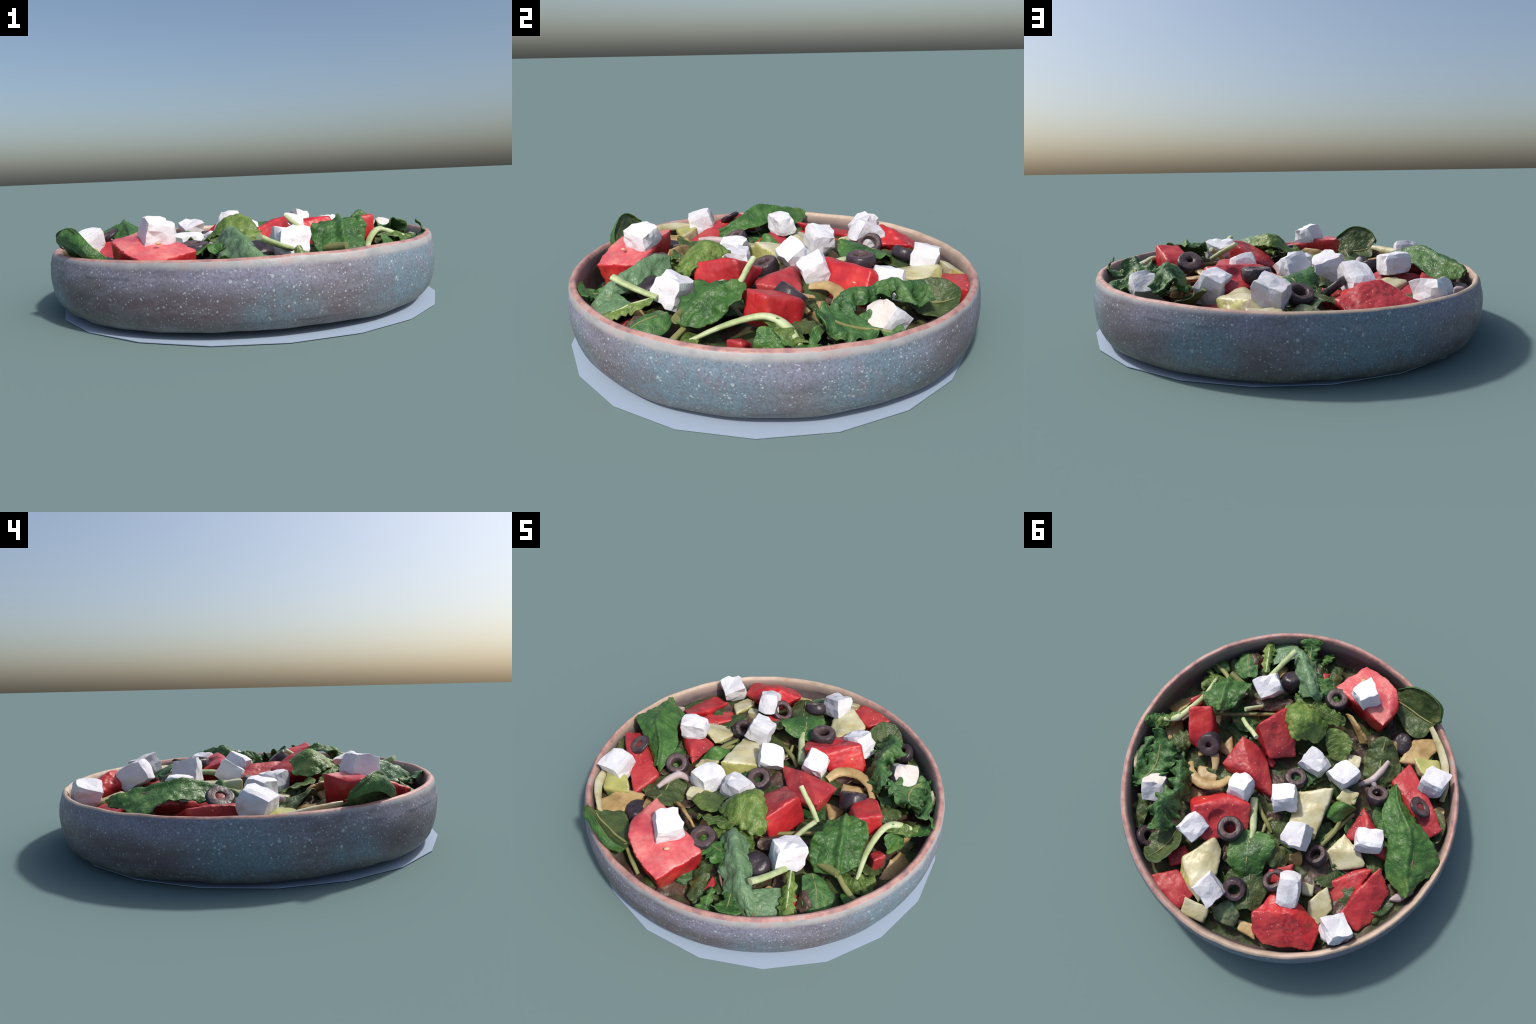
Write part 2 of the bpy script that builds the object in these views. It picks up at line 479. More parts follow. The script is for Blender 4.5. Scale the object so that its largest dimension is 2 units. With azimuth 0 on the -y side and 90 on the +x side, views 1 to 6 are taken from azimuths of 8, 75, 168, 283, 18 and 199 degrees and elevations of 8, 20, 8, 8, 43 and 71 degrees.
def feta(center=None, up=(0, 0, 1), heading=0.0, size=(0.13, 0.13, 0.125), quad=None, depth=0.125, seed=0, warm=False):
    """A crumbly cube, either from the four corners of its face or from a pose."""
    if quad:
        q = [V(p) for p in quad]
        c4 = sum(q, V()) / 4
        nrm = (q[2] - q[0]).cross(q[3] - q[1]).normalized()
        if nrm.z < 0:
            nrm = -nrm
            q = [q[0], q[3], q[2], q[1]]
        c = c4 - nrm * depth * 0.5
        lo = [p * 0.35 + (c4 + (p - c4).normalized() * 0.090) * 0.65 - nrm * depth for p in q]
        hi = [p * 0.75 + (c4 + (p - c4).normalized() * 0.09) * 0.25 for p in q]
    else:
        nrm = V(up).normalized()
        h = V((math.cos(math.radians(heading)), math.sin(math.radians(heading)), 0))
        ex = (h - nrm * h.dot(nrm)).normalized()
        ey = nrm.cross(ex)
        c = V(center)
        sx, sy, sz = (s / 2 for s in size)
        base = [(-1, -1), (1, -1), (1, 1), (-1, 1)]
        hi = [c + ex * a * sx + ey * b * sy + nrm * sz for a, b in base]
        lo = [c + ex * a * sx + ey * b * sy - nrm * sz for a, b in base]
    rnd = random.Random(100 + seed)
    jit = lambda: V((rnd.uniform(-1, 1), rnd.uniform(-1, 1), rnd.uniform(-1, 1))) * 0.006
    hi = [p + jit() for p in hi]
    lo = [p + jit() for p in lo]
    chips = [(rnd.choice((-1, 1)), rnd.choice((-1, 1)), rnd.choice((-1, 1, 1)), rnd.uniform(0.05, 0.19)) for _ in range(3)]
    bm = bmesh.new()
    bmesh.ops.create_cube(bm, size=2.0)
    bmesh.ops.subdivide_edges(bm, edges=bm.edges, cuts=3, use_grid_fill=True)
    for v in bm.verts:
        x, y, z = v.co
        # round the edges a little before mapping into the skewed box
        k = sorted((abs(x), abs(y), abs(z)))
        rounding = 1.045 - 0.035 * max(0, k[1] - 0.7) / 0.3 - 0.035 * max(0, k[0] - 0.7) / 0.3
        x, y, z = x * rounding, y * rounding, z * (rounding - 0.05)
        for cx, cy, cz, amt in chips:
            d = math.dist((x, y, z), (cx, cy, cz))
            if d < 0.95:
                f = 1 - amt * (1 - d / 0.95)
                x, y, z = x * f, y * f, z * f
        u, w, t = (x + 1) / 2, (y + 1) / 2, (z + 1) / 2
        def bil(Q):
            return (Q[0] * (1 - u) + Q[1] * u) * (1 - w) + (Q[3] * (1 - u) + Q[2] * u) * w
        p = bil(lo) * (1 - t) + bil(hi) * t
        n0 = (p - c).normalized()
        p = p + n0 * (0.014 * nz(p, 17, seed) + 0.007 * nz(p, 42, seed + 2)) + jit() * 0.6
        v.co = p - c
    bmesh.ops.recalc_face_normals(bm, faces=bm.faces)
    bmesh.ops.triangulate(bm, faces=bm.faces)
    me = bpy.data.meshes.new("feta_cube")
    bm.to_mesh(me)
    bm.free()
    me.materials.append(FETA)
    if warm:
        me.materials.append(FETA_WARM)
        for p in me.polygons:
            p.material_index = 1 if p.normal.dot(nrm) > 0.75 else 0
    ob = link("feta_cube", me, c)
    b = ob.modifiers.new("b", "BEVEL")
    b.width, b.segments, b.limit_method, b.angle_limit = 0.0025, 2, "ANGLE", math.radians(12)
    apply_mods(ob)
    for p in ob.data.polygons:
        p.use_smooth = True
    ob.data.set_sharp_from_angle(angle=math.radians(10))
    return top(ob, "small crumbly white feta cheese cube", "feta cheese")

def olive(center, axis=(0, 0, 1), R=0.061, hole=0.027, h=0.06, red=False, closed=False, squash=1.0, seed=0):
    """A slice of pitted black olive: barrel ring, cut faces and pit hole."""
    c = V(center)
    R, hole, h = R * 1.08, hole * 1.05, h * 1.05
    hh = h / 2
    bulge = 0.10
    if closed:
        outer = [(0.0, hh * 0.98), (hole * 0.6, hh), (R * 0.62, hh * 0.98), (R * 0.86, hh * 0.82)]
    else:
        outer = [(hole * 0.93, -hh * 0.9), (hole * 0.86, 0), (hole * 0.95, hh * 0.86), (hole * 1.08, hh * 0.99), (R * 0.70, hh), (R * 0.86, hh * 0.97), (R * 0.93, hh * 0.84)]
    outer += [(R * 0.985, hh * 0.5), (R * (1 + bulge * 0.2), 0), (R * 0.985, -hh * 0.5), (R * 0.92, -hh * 0.86), (R * 0.8, -hh)]
    outer += [(0.0, -hh)] if closed else [(hole * 1.05, -hh), (hole * 0.93, -hh * 0.9)]
    N = 44
    bm = bmesh.new()
    rows = []
    for r, z in outer:
        if r < 1e-5:
            rows.append([bm.verts.new((0, 0, z))])
        else:
            rows.append([bm.verts.new((r * math.cos(2 * math.pi * k / N), r * math.sin(2 * math.pi * k / N) * squash, z)) for k in range(N)])
    ncut = 6
    for i in range(len(rows) - 1):
        a, b = rows[i], rows[i + 1]
        for k in range(N):
            k2 = (k + 1) % N
            if len(a) == 1:
                f = bm.faces.new((a[0], b[k], b[k2]))
            elif len(b) == 1:
                f = bm.faces.new((a[k], b[0], a[k2]))
            else:
                f = bm.faces.new((a[k], b[k], b[k2], a[k2]))
            f.material_index = 1 if (not closed and (i < 5 or i >= len(rows) - 3)) else 0
    bmesh.ops.remove_doubles(bm, verts=bm.verts, dist=1e-5)
    bmesh.ops.subdivide_edges(bm, edges=[e for e in bm.edges], cuts=1, use_grid_fill=True)
    bmesh.ops.recalc_face_normals(bm, faces=bm.faces)
    bm.normal_update()
    rot = V((0, 0, 1)).rotation_difference(V(axis).normalized()).to_matrix()
    for v in bm.verts:
        w = v.co + c * 3
        v.co += v.normal * (0.0045 * nz(w, 20, seed) + 0.0016 * nz(w, 70, seed))
        v.co = rot @ v.co
    me = bpy.data.meshes.new("olive_ring")
    bm.to_mesh(me)
    bm.free()
    me.materials.append(OLIVE)
    me.materials.append(OLIVE_CUT)
    smooth(me)
    ob = link("olive_ring", me, c)
    top(ob, "glossy purple black olive slice with pit hole", "olive")
    if red:
        bm = bmesh.new()
        bmesh.ops.create_uvsphere(bm, u_segments=20, v_segments=12, radius=1)
        for v in bm.verts:
            v.co = rot @ V((v.co.x * hole, v.co.y * hole * squash, v.co.z * hh * 0.55 + hh * 0.1))
            v.co += v.co.normalized() * 0.003 * nz(v.co, 60, seed)
        m2 = bpy.data.meshes.new("pulp")
        bm.to_mesh(m2)
        bm.free()
        m2.materials.append(PIT)
        smooth(m2)
        link("pulp", m2, parent=ob)
    return ob

def tube_mesh(name, pts, radii, flat=1.0, segs=14, res=9, bumps=0.06, seed=0, up=(0, 0, 1), mat=None):
    """A stalk or rib swept along a curve; flat < 1 squashes the section along 'up'."""
    P = [V(p) for p in pts]
    n = res * (len(P) - 1) + 1
    bm = bmesh.new()
    rows = []
    for i in range(n):
        t = i / (n - 1)
        p = catmull(P, t)
        d = (catmull(P, min(1, t + 0.01)) - catmull(P, max(0, t - 0.01))).normalized()
        side = d.cross(V(up))
        side = side.normalized() if side.length > 1e-4 else V((1, 0, 0))
        nn = side.cross(d)
        r = lerp_list(radii, t)
        row = []
        for k in range(segs):
            a = 2 * math.pi * k / segs
            q = side * math.cos(a) * r + nn * math.sin(a) * r * flat
            q *= 1 + bumps * 2 * nz(p + q, 30, seed)
            row.append(bm.verts.new(p + q))
        rows.append(row)
    for i in range(n - 1):
        for k in range(segs):
            k2 = (k + 1) % segs
            bm.faces.new((rows[i][k], rows[i][k2], rows[i + 1][k2], rows[i + 1][k]))
    for row, t in ((rows[0], 0.02), (rows[-1], 0.98)):
        cc = sum((v.co for v in row), V()) / segs
        tip = bm.verts.new(cc + (cc - catmull(P, t)).normalized() * 0.002)
        for k in range(segs):
            bm.faces.new((row[k], row[(k + 1) % segs], tip))
    bmesh.ops.recalc_face_normals(bm, faces=bm.faces)
    me = bpy.data.meshes.new(name)
    bm.to_mesh(me)
    bm.free()
    me.materials.append(mat)
    smooth(me)
    me.set_sharp_from_angle(angle=math.radians(50))
    return me

def recenter(me):
    c = sum((v.co for v in me.vertices), V()) / len(me.vertices)
    me.transform(Matrix.Translation(-c))
    return c

def stalk(kind, pts, radii, mat, label, category, **kw):
    me = tube_mesh(kind, pts, radii, mat=mat, **kw)
    c = recenter(me)
    return top(link(kind, me, c), label, category)

def leaf_mesh(net, mat, ruffle=0.0, freq=9.0, teeth=0.0, nteeth=9, crease=0.0, nu=56, nv=36, thick=0.0045, wrinkle=0.006, seed=0, round_ends=True):
    """A leaf blade: smooth sheet through a small net of control points (rows run
    from base to tip, each row from one edge over the midrib to the other)."""
    rows = [[V(p) for p in r] for r in net]
    def surf(u, v):
        return catmull([catmull(r, v) for r in rows], u)
    sgn = 1.0 if (surf(0.6, 0.5) - surf(0.4, 0.5)).cross(surf(0.5, 0.6) - surf(0.5, 0.4)).z > 0 else -1.0
    bm = bmesh.new()
    grid = []
    for i in range(nu):
        u = i / (nu - 1)
        line = []
        for j in range(nv):
            v = j / (nv - 1)
            s = 2 * v - 1                                     # -1..1 across
            # outline: rounded ends and teeth pull the rim in
            k = 1.0
            if round_ends:
                e = min(u, 1 - u)
                if e < 0.16:
                    k *= 0.45 + 0.55 * math.sqrt(max(0, 1 - (1 - e / 0.16) ** 2))
            if teeth:
                ph = u * nteeth + 0.35 * nz((u * 6, s, 0), 1, seed)
                saw = abs((ph % 1.0) * 2 - 1)
                k *= 1 - teeth * (0.25 + 0.75 * saw ** 1.3) * (0.6 + 0.8 * abs(nz((u * 5, s * 3, 1), 1, seed + 5)))
            vv = 0.5 + 0.5 * s * k
            p = surf(u, vv)
            du = surf(min(1, u + 0.01), vv) - surf(max(0, u - 0.01), vv)
            dv = surf(u, min(1, vv + 0.01)) - surf(u, max(0, vv - 0.01))
            nn = du.cross(dv)
            nn = nn.normalized() * sgn if nn.length > 1e-9 else V((0, 0, 1))
            edge = abs(s) ** 2.2
            h = ruffle * edge * (math.sin(freq * u * 6.283 + (2.1 if s > 0 else 0) + 2.5 * nz(p, 6, seed)) * 0.75 + 0.9 * nz(p, 22, seed) + 0.55 * nz(p, 52, seed + 4))
            h += wrinkle * nz(p, 24, seed + 1) + wrinkle * 0.45 * nz(p, 60, seed + 2)
            h -= crease * math.exp(-(s / 0.10) ** 2)
            # side veins
            h -= 0.0022 * max(0, 1 - abs(((u * 7 - abs(s) * 1.6) % 1.0) - 0.5) * 9) * (1 - abs(s))
            line.append(bm.verts.new(p + nn * h))
        grid.append(line)
    for i in range(nu - 1):
        for j in range(nv - 1):
            bm.faces.new((grid[i][j], grid[i + 1][j], grid[i + 1][j + 1], grid[i][j + 1]))
    me = bpy.data.meshes.new("blade")
    bm.to_mesh(me)
    bm.free()
    me.materials.append(mat)
    ob = link("tmp", me)
    m = ob.modifiers.new("s", "SOLIDIFY")
    m.thickness, m.offset = thick, 0.0
    apply_mods(ob)
    me = ob.data
    bpy.data.objects.remove(ob)
    smooth(me)
    return me, surf

def leaf(kind, net, mat, label, rib=None, rib_r=0.006, rib_col=0.5, rib_span=(0.0, 0.9), category="salad leaf", stem=None, stem_mat=None, stem_r=(0.012, 0.012), **kw):
    me, surf = leaf_mesh(net, mat, **kw)
    me.name = kind
    c = recenter(me)
    ob = top(link(kind, me, c), label, category)
    if rib is not None:
        a, b = rib_span
        pts = [surf(a + (b - a) * t / 8, rib_col) - c for t in range(9)]
        link("midrib", tube_mesh("midrib", pts, (rib_r, rib_r * 0.9, rib_r * 0.5), mat=rib, segs=10, res=4), parent=ob)
    if stem:
        pts = [V(p) - c for p in stem]
        link("stem", tube_mesh("stem", pts, stem_r, mat=stem_mat or PALE, flat=0.75), parent=ob)
    return ob

# ------------------------------------------------------------------ salad bed
BED = (   # x, y, height of the deep filling
    (0, 0, 0.252), (0.3, 0.12, 0.242), (-0.35, -0.1, 0.242), (-0.2, 0.45, 0.222), (0.25, 0.55, 0.218), (0.6, 0.35, 0.203),
    (0.75, 0.05, 0.198), (0.8, 0.45, 0.173), (0.55, -0.2, 0.232), (0.8, -0.3, 0.163), (0.6, -0.62, 0.168), (0.3, -0.55, 0.223),
    (0.35, -0.85, 0.173), (0.05, -0.85, 0.178), (-0.15, -0.85, 0.143), (-0.45, -0.8, 0.143), (0, -0.55, 0.257), (-0.35, -0.55, 0.203), (-0.62, -0.45, 0.193),
    (-0.8, -0.35, 0.193), (-0.8, 0, 0.218), (-0.7, 0.3, 0.203), (-0.8, 0.5, 0.188), (-0.55, 0.75, 0.193), (-0.2, 0.8, 0.183), (0.15, 0.85, 0.198),
    (0.5, 0.75, 0.183), (0.65, 0.45, 0.130), (0.72, 0.62, 0.130), (0.84, 0.36, 0.135), (0.1, 0.90, 0.150), (-0.15, 0.90, 0.150), (0.28, 0.88, 0.15), (-0.33, 0.14, 0.170), (0.62, -0.50, 0.150), (0.55, -0.62, 0.16), (0.9, 0.15, 0.188))

def bed_height(x, y):
    w = s = 0.0
    for a, b, h in BED:
        k = 1.0 / (((x - a) ** 2 + (y - b) ** 2) ** 1.5 + 0.002)
        w += k
        s += k * h
    return s / w

def build_bed():
    N, M = 200, 90
    bm = bmesh.new()
    cen = bm.verts.new((0, 0, bed_height(0, 0)))
    prev = None
    for j in range(1, M + 1):
        r = 0.953 * j / M
        row = []
        for k in range(N):
            a = 2 * math.pi * k / N
            x, y = r * math.cos(a) + BC.x, r * math.sin(a) + BC.y
            z = bed_height(x, y)
            fold = noise.ridged_multi_fractal(V((x * 5, y * 5, 0.3)), 0.9, 2.1, 4, 1.0, 2.0)
            z += 0.016 * (fold - 1.2) + 0.016 * nz((x, y, 0), 11, 3) + 0.008 * nz((x, y, 0), 28, 8)
            row.append(bm.verts.new((x - BC.x, y - BC.y, z)))
        for k in range(N):
            k2 = (k + 1) % N
            if prev is None:
                bm.faces.new((cen, row[k], row[k2]))
            else:
                bm.faces.new((prev[k], row[k], row[k2], prev[k2]))
        prev = row
    # skirt and floor close the filling down to the bowl
    low = [bm.verts.new((v.co.x * 0.9, v.co.y * 0.9, 0.08)) for v in prev]
    for k in range(N):
        bm.faces.new((prev[k], low[k], low[(k + 1) % N], prev[(k + 1) % N]))
    bm.faces.new(list(reversed(low)))
    me = bpy.data.meshes.new("salad_bed")
    bm.to_mesh(me)
    bm.free()
    n = Nodes("mixed_leaf_bed")
    base = n.ramp(n.noise(7.5, 5, 0.6, distort=0.8), [(0.30, (0.030, 0.020, 0.016)), (0.43, (0.060, 0.042, 0.026)), (0.50, (0.045, 0.065, 0.020)), (0.62, (0.085, 0.110, 0.036)), (0.75, (0.22, 0.155, 0.075))])  # browns and greens darkened to paint the shadow between the pieces
    v = n.voronoi(16)
    base = n.mix(n.math("MULTIPLY", n.remap(n.axis(0, v.outputs["Color"]), 0.62, 0.70), 0.7), base, (0.075, 0.038, 0.026))
    me.materials.append(n.done(base, 0.5, n.noise(35, 5), 0.5, 0.01))
    smooth(me)
    ob = link("salad_bed", me, BC)
    ob["kind"] = "stuff"
    top(ob, "deep mixed filling of chopped leaves, darkened for gap shade", "salad")
    # loose torn leaves and slivers lying in the filling
    for kind, mats, count, seed, lab in (("torn_leaf", (SPINACH, KALE, SPINACH, BROWN), 120, 21, "torn crumpled green salad leaf scraps"), ("vegetable_sliver", (TAN, TAN, BROWN), 44, 22, "tan and brown slivers of onion and mushroom")):
        rnd = random.Random(seed)
        bm = bmesh.new()
        for q in range(count):
            r = 0.90 * math.sqrt(rnd.random())
            a = rnd.random() * 6.283
            x, y = r * math.cos(a), r * math.sin(a)
            z = bed_height(x, y) + rnd.uniform(-0.026, 0.006)
            L, W = (rnd.uniform(0.11, 0.21), rnd.uniform(0.05, 0.10)) if kind == "torn_leaf" else (rnd.uniform(0.09, 0.15), rnd.uniform(0.018, 0.035))
            rot = Matrix.Rotation(rnd.random() * 6.283, 3, "Z") @ Matrix.Rotation(rnd.uniform(-0.25, 0.25), 3, "X") @ Matrix.Rotation(rnd.uniform(-0.25, 0.25), 3, "Y")
            bend = rnd.uniform(-0.02, 0.035)
            net = []
            for i in range(4):
                u = i / 3
                w = W * (0.45 + 0.9 * math.sin(math.pi * (0.12 + 0.76 * u)))
                net.append([tuple(V((x, y, z)) + rot @ V(((u - 0.5) * L, s * w, bend * (1 - (2 * u - 1) ** 2) + 0.012 * s * s))) for s in (-1, 0, 1)])
            # keep clear of the bowl wall
            if any(math.hypot(p[0] - BC.x, p[1] - BC.y) > 0.935 for rw in net for p in rw):
                continue
            me, _ = leaf_mesh(net, mats[q % len(mats)], ruffle=0.010 if kind == "torn_leaf" else 0.003, freq=3, teeth=0.3 if q % 3 == 0 and kind == "torn_leaf" else 0, nteeth=6, nu=20, nv=12, wrinkle=0.006, seed=q, thick=0.004 if kind == "torn_leaf" else 0.012)
            off = len(bm.faces)
            bm.from_mesh(me)
            bm.faces.ensure_lookup_table()
            for f in bm.faces[off:]:
                f.material_index = q % len(mats)
            bpy.data.meshes.remove(me)
        me = bpy.data.meshes.new(kind)
        bm.to_mesh(me)
        bm.free()
        for x in mats:
            me.materials.append(x)
        smooth(me)
        o2 = link(kind, me)
        o2["kind"] = "stuff"
        top(o2, lab, "salad")

# ------------------------------------------------------------------ the pieces
def build_feta():
    feta(quad=((0.389, -0.500, 0.392), (0.266, -0.585, 0.425), (0.207, -0.496, 0.385), (0.305, -0.415, 0.360)), depth=0.135, seed=1)
    feta(quad=((-0.189, -0.620, 0.430), (-0.281, -0.713, 0.450), (-0.352, -0.598, 0.482), (-0.264, -0.530, 0.465)), depth=0.125, seed=2)
    feta(quad=((0.795, 0.268, 0.365), (0.807, 0.200, 0.285), (0.705, 0.165, 0.280), (0.665, 0.250, 0.368)), depth=0.125, seed=3, warm=True)
    feta(quad=((0.306, 0.037, 0.348), (0.191, 0.066, 0.365), (0.209, 0.170, 0.428), (0.323, 0.153, 0.395)), depth=0.125, seed=4)
    feta(quad=((-0.073, -0.226, 0.352), (-0.208, -0.180, 0.345), (-0.150, -0.075, 0.350), (-0.016, -0.114, 0.345)), depth=0.140, seed=5)
    feta(quad=((-0.282, -0.215, 0.340), (-0.185, -0.114, 0.345), (-0.308, -0.050, 0.352), (-0.395, -0.165, 0.342)), depth=0.135, seed=6)
    feta((-0.007, 0.117, 0.320), (0.30, -0.50, 0.85), 12, (0.128, 0.125, 0.115), seed=7)
    feta(quad=((-0.056, 0.250, 0.385), (-0.168, 0.252, 0.430), (-0.174, 0.385, 0.412), (-0.047, 0.365, 0.375)), depth=0.125, seed=8)
    feta((-0.793, -0.225, 0.310), (-0.10, -0.32, 0.93), -14, (0.130, 0.135, 0.125), seed=9)
    feta((-0.522, 0.215, 0.328), (0.02, -0.12, 0.99), 8, (0.140, 0.110, 0.110), seed=10)
    feta((-0.180, 0.599, 0.328), (0.0, 0.48, 0.87), 5, (0.112, 0.165, 0.125), seed=11)
    feta((-0.478, 0.724, 0.280), (-0.05, -0.45, 0.88), 38, (0.130, 0.125, 0.115), seed=12)
    feta((0.232, 0.722, 0.322), (-0.15, 0.25, 0.95), 58, (0.120, 0.135, 0.120), seed=13)
    feta(quad=((0.436, 0.357, 0.390), (0.337, 0.397, 0.354), (0.396, 0.522, 0.340), (0.495, 0.464, 0.384)), depth=0.145, seed=14)

def build_tomatoes():
    T = dict(label="chopped red tomato chunk with glossy skin", category="tomato")
    up = (0, 0, 1)
    chunk("tomato_chunk", ((0.672, -0.212, 0.415), (0.556, -0.263, 0.406), (0.633, -0.119, 0.388), (0.515, -0.154, 0.358), (0.55, -0.02, 0.320), (0.61, -0.04, 0.325), (0.515, -0.09, 0.352), (0.632, -0.075, 0.368),
          (0.684, -0.20, 0.30), (0.60, -0.285, 0.29), (0.67, -0.10, 0.22), (0.52, -0.20, 0.22), (0.50, -0.04, 0.20)), [SKIN, FLESH], cut=(0.6, -0.2, 0.75), seed=1, **T)
    chunk("tomato_chunk", ((0.338, -0.167, 0.331), (0.400, 0.018, 0.301), (0.059, 0.112, 0.275), (0.188, -0.128, 0.285), (0.218, 0.032, 0.342), (0.292, -0.084, 0.349), (0.112, 0.106, 0.270), (0.393, 0.027, 0.261),
          (0.335, -0.127, 0.227), (0.144, 0.106, 0.195), (0.324, 0.032, 0.217)), [FLESH, SKIN], cut=(0.3, 1, -0.2), seed=2, **T)
    chunk("tomato_chunk", ((0.253, -0.233, 0.422), (0.138, -0.391, 0.390), (0.208, -0.271, 0.417), (0.171, -0.420, 0.271), (0.293, -0.233, 0.239), (0.145, -0.093, 0.325),
          (0.015, -0.163, 0.271), (0.074, -0.346, 0.358), (0.042, -0.249, 0.331), (0.150, -0.195, 0.190)), [SKIN, FLESH], cut=((-0.2, 0.5, 0.8), (-0.5, 0, 0.8)), dents=(((0.13, -0.24, 0.45), 0.075),), seed=3, **T)
    chunk("tomato_chunk", ((-0.248, -0.845, 0.297), (-0.452, -0.702, 0.369), (-0.485, -0.592, 0.355), (-0.423, -0.458, 0.384), (-0.105, -0.647, 0.319), (-0.30, -0.55, 0.375), (-0.36, -0.79, 0.33),
          (-0.26, -0.81, 0.175), (-0.44, -0.69, 0.21), (-0.42, -0.48, 0.22), (-0.13, -0.64, 0.19)), [SKIN, PALE_FLESH], cut=(0.15, -0.15, 1), lumps=0.009, seed=4, **T)
    chunk("tomato_chunk", ((0.512, 0.262, 0.25), (0.367, 0.172, 0.235), (0.452, 0.322, 0.378), (0.168, 0.215, 0.355), (0.30, 0.208, 0.352), (0.144, 0.367, 0.279), (0.35, 0.47, 0.29), (0.45, 0.42, 0.27),
          (0.40, 0.25, 0.15), (0.2, 0.25, 0.2), (0.45, 0.38, 0.18)), [SKIN, FLESH], cut=(0, 0.6, 0.8), dents=(((0.30, 0.37, 0.40), 0.085),), seed=5, **T)
    chunk("tomato_chunk", slab(((0.568, 0.744, 0.277), (0.45, 0.675, 0.25), (0.395, 0.845, 0.268), (0.315, 0.764, 0.257), (0.37, 0.875, 0.25), (0.52, 0.80, 0.265)), 0.10), [FLESH, SKIN], cut=(0.5, -0.8, 0.1), seed=6, **T)
    chunk("tomato_chunk", slab(((-0.04, 0.525, 0.289), (-0.161, 0.452, 0.283), (-0.17, 0.55, 0.27), (-0.06, 0.59, 0.26)), 0.08), [FLESH], seed=7, **T)
    chunk("tomato_chunk", ((-0.159, 0.738, 0.348), (-0.238, 0.720, 0.350), (-0.030, 0.768, 0.293), (-0.260, 0.655, 0.293), (-0.395, 0.740, 0.250), (-0.375, 0.863, 0.260), (-0.131, 0.905, 0.250), (-0.050, 0.850, 0.258),
          (-0.110, 0.640, 0.288), (-0.100, 0.850, 0.158), (-0.350, 0.820, 0.168), (-0.200, 0.660, 0.188)), [SKIN, FLESH], cut=((0.3, 0.8, 0.55), (0.1, 1, 0.2)), lumps=0.010, fine=0.004, seed=8, **T)
    chunk("tomato_chunk", ((-0.622, 0.338, 0.302), (-0.710, 0.450, 0.234), (-0.600, 0.690, 0.209), (-0.483, 0.620, 0.229), (-0.535, 0.480, 0.246), (-0.660, 0.620, 0.204), (-0.600, 0.450, 0.134), (-0.550, 0.640, 0.134)), [SKIN, FLESH], cut=((-0.6, 0.2, 0.7), (-0.3, 0.4, 0.8)), lumps=0.009, seed=9, **T)
    chunk("tomato_chunk", ((-0.600, 0.340, 0.259), (-0.500, 0.365, 0.219), (-0.360, 0.500, 0.219), (-0.360, 0.570, 0.199), (-0.490, 0.600, 0.199), (-0.550, 0.450, 0.239), (-0.450, 0.500, 0.124)), [FLESH, SKIN], cut=(-0.3, -0.5, 0.7), seed=10, **T)
    chunk("tomato_chunk", ((-0.460, 0.008, 0.226), (-0.400, 0.210, 0.222), (-0.690, 0.285, 0.259), (-0.496, 0.082, 0.266), (-0.500, 0.210, 0.284), (-0.620, 0.220, 0.274), (-0.500, 0.100, 0.144), (-0.620, 0.250, 0.174)), [FLESH, SKIN], cut=(-0.8, -0.5, 0.2), seed=11, **T)
    chunk("tomato_chunk", slab(((-0.582, -0.178, 0.260), (-0.654, -0.325, 0.234), (-0.892, 0.027, 0.310), (-0.814, 0.115, 0.264), (-0.688, -0.087, 0.294), (-0.800, -0.120, 0.310)), 0.09), [FLESH, SKIN], cut=((0.4, 0.9, 0.1), (-0.5, 0.8, 0.3)), seed=12, **T)
    chunk("tomato_chunk", slab(((0.688, -0.385, 0.272), (0.742, -0.329, 0.272), (0.66, -0.33, 0.25), (0.70, -0.28, 0.24)), 0.09), [FLESH], seed=13, **T)
    chunk("tomato_chunk", slab(((0.46, 0.53, 0.25), (0.40, 0.60, 0.245), (0.50, 0.66, 0.235), (0.54, 0.60, 0.235)), 0.07), [FLESH], seed=14, **T)
    # a few loose seeds on the cut faces
    for p, tw in (((-0.245, -0.715, 0.362), 0.5), ((0.43, 0.262, 0.318), 1.2), ((0.235, 0.0, 0.335), 2.0)):
        bm = bmesh.new()
        bmesh.ops.create_uvsphere(bm, u_segments=14, v_segments=8, radius=1)
        for v in bm.verts:
            v.co = Matrix.Rotation(tw, 3, "Z") @ V((v.co.x * 0.014, v.co.y * 0.009, v.co.z * 0.005))
        me = bpy.data.meshes.new("tomato_seed")
        bm.to_mesh(me)
        bm.free()
        me.materials.append(SEED)
        smooth(me)
        top(link("tomato_seed", me, p), "tiny pale oval tomato seed", "tomato")

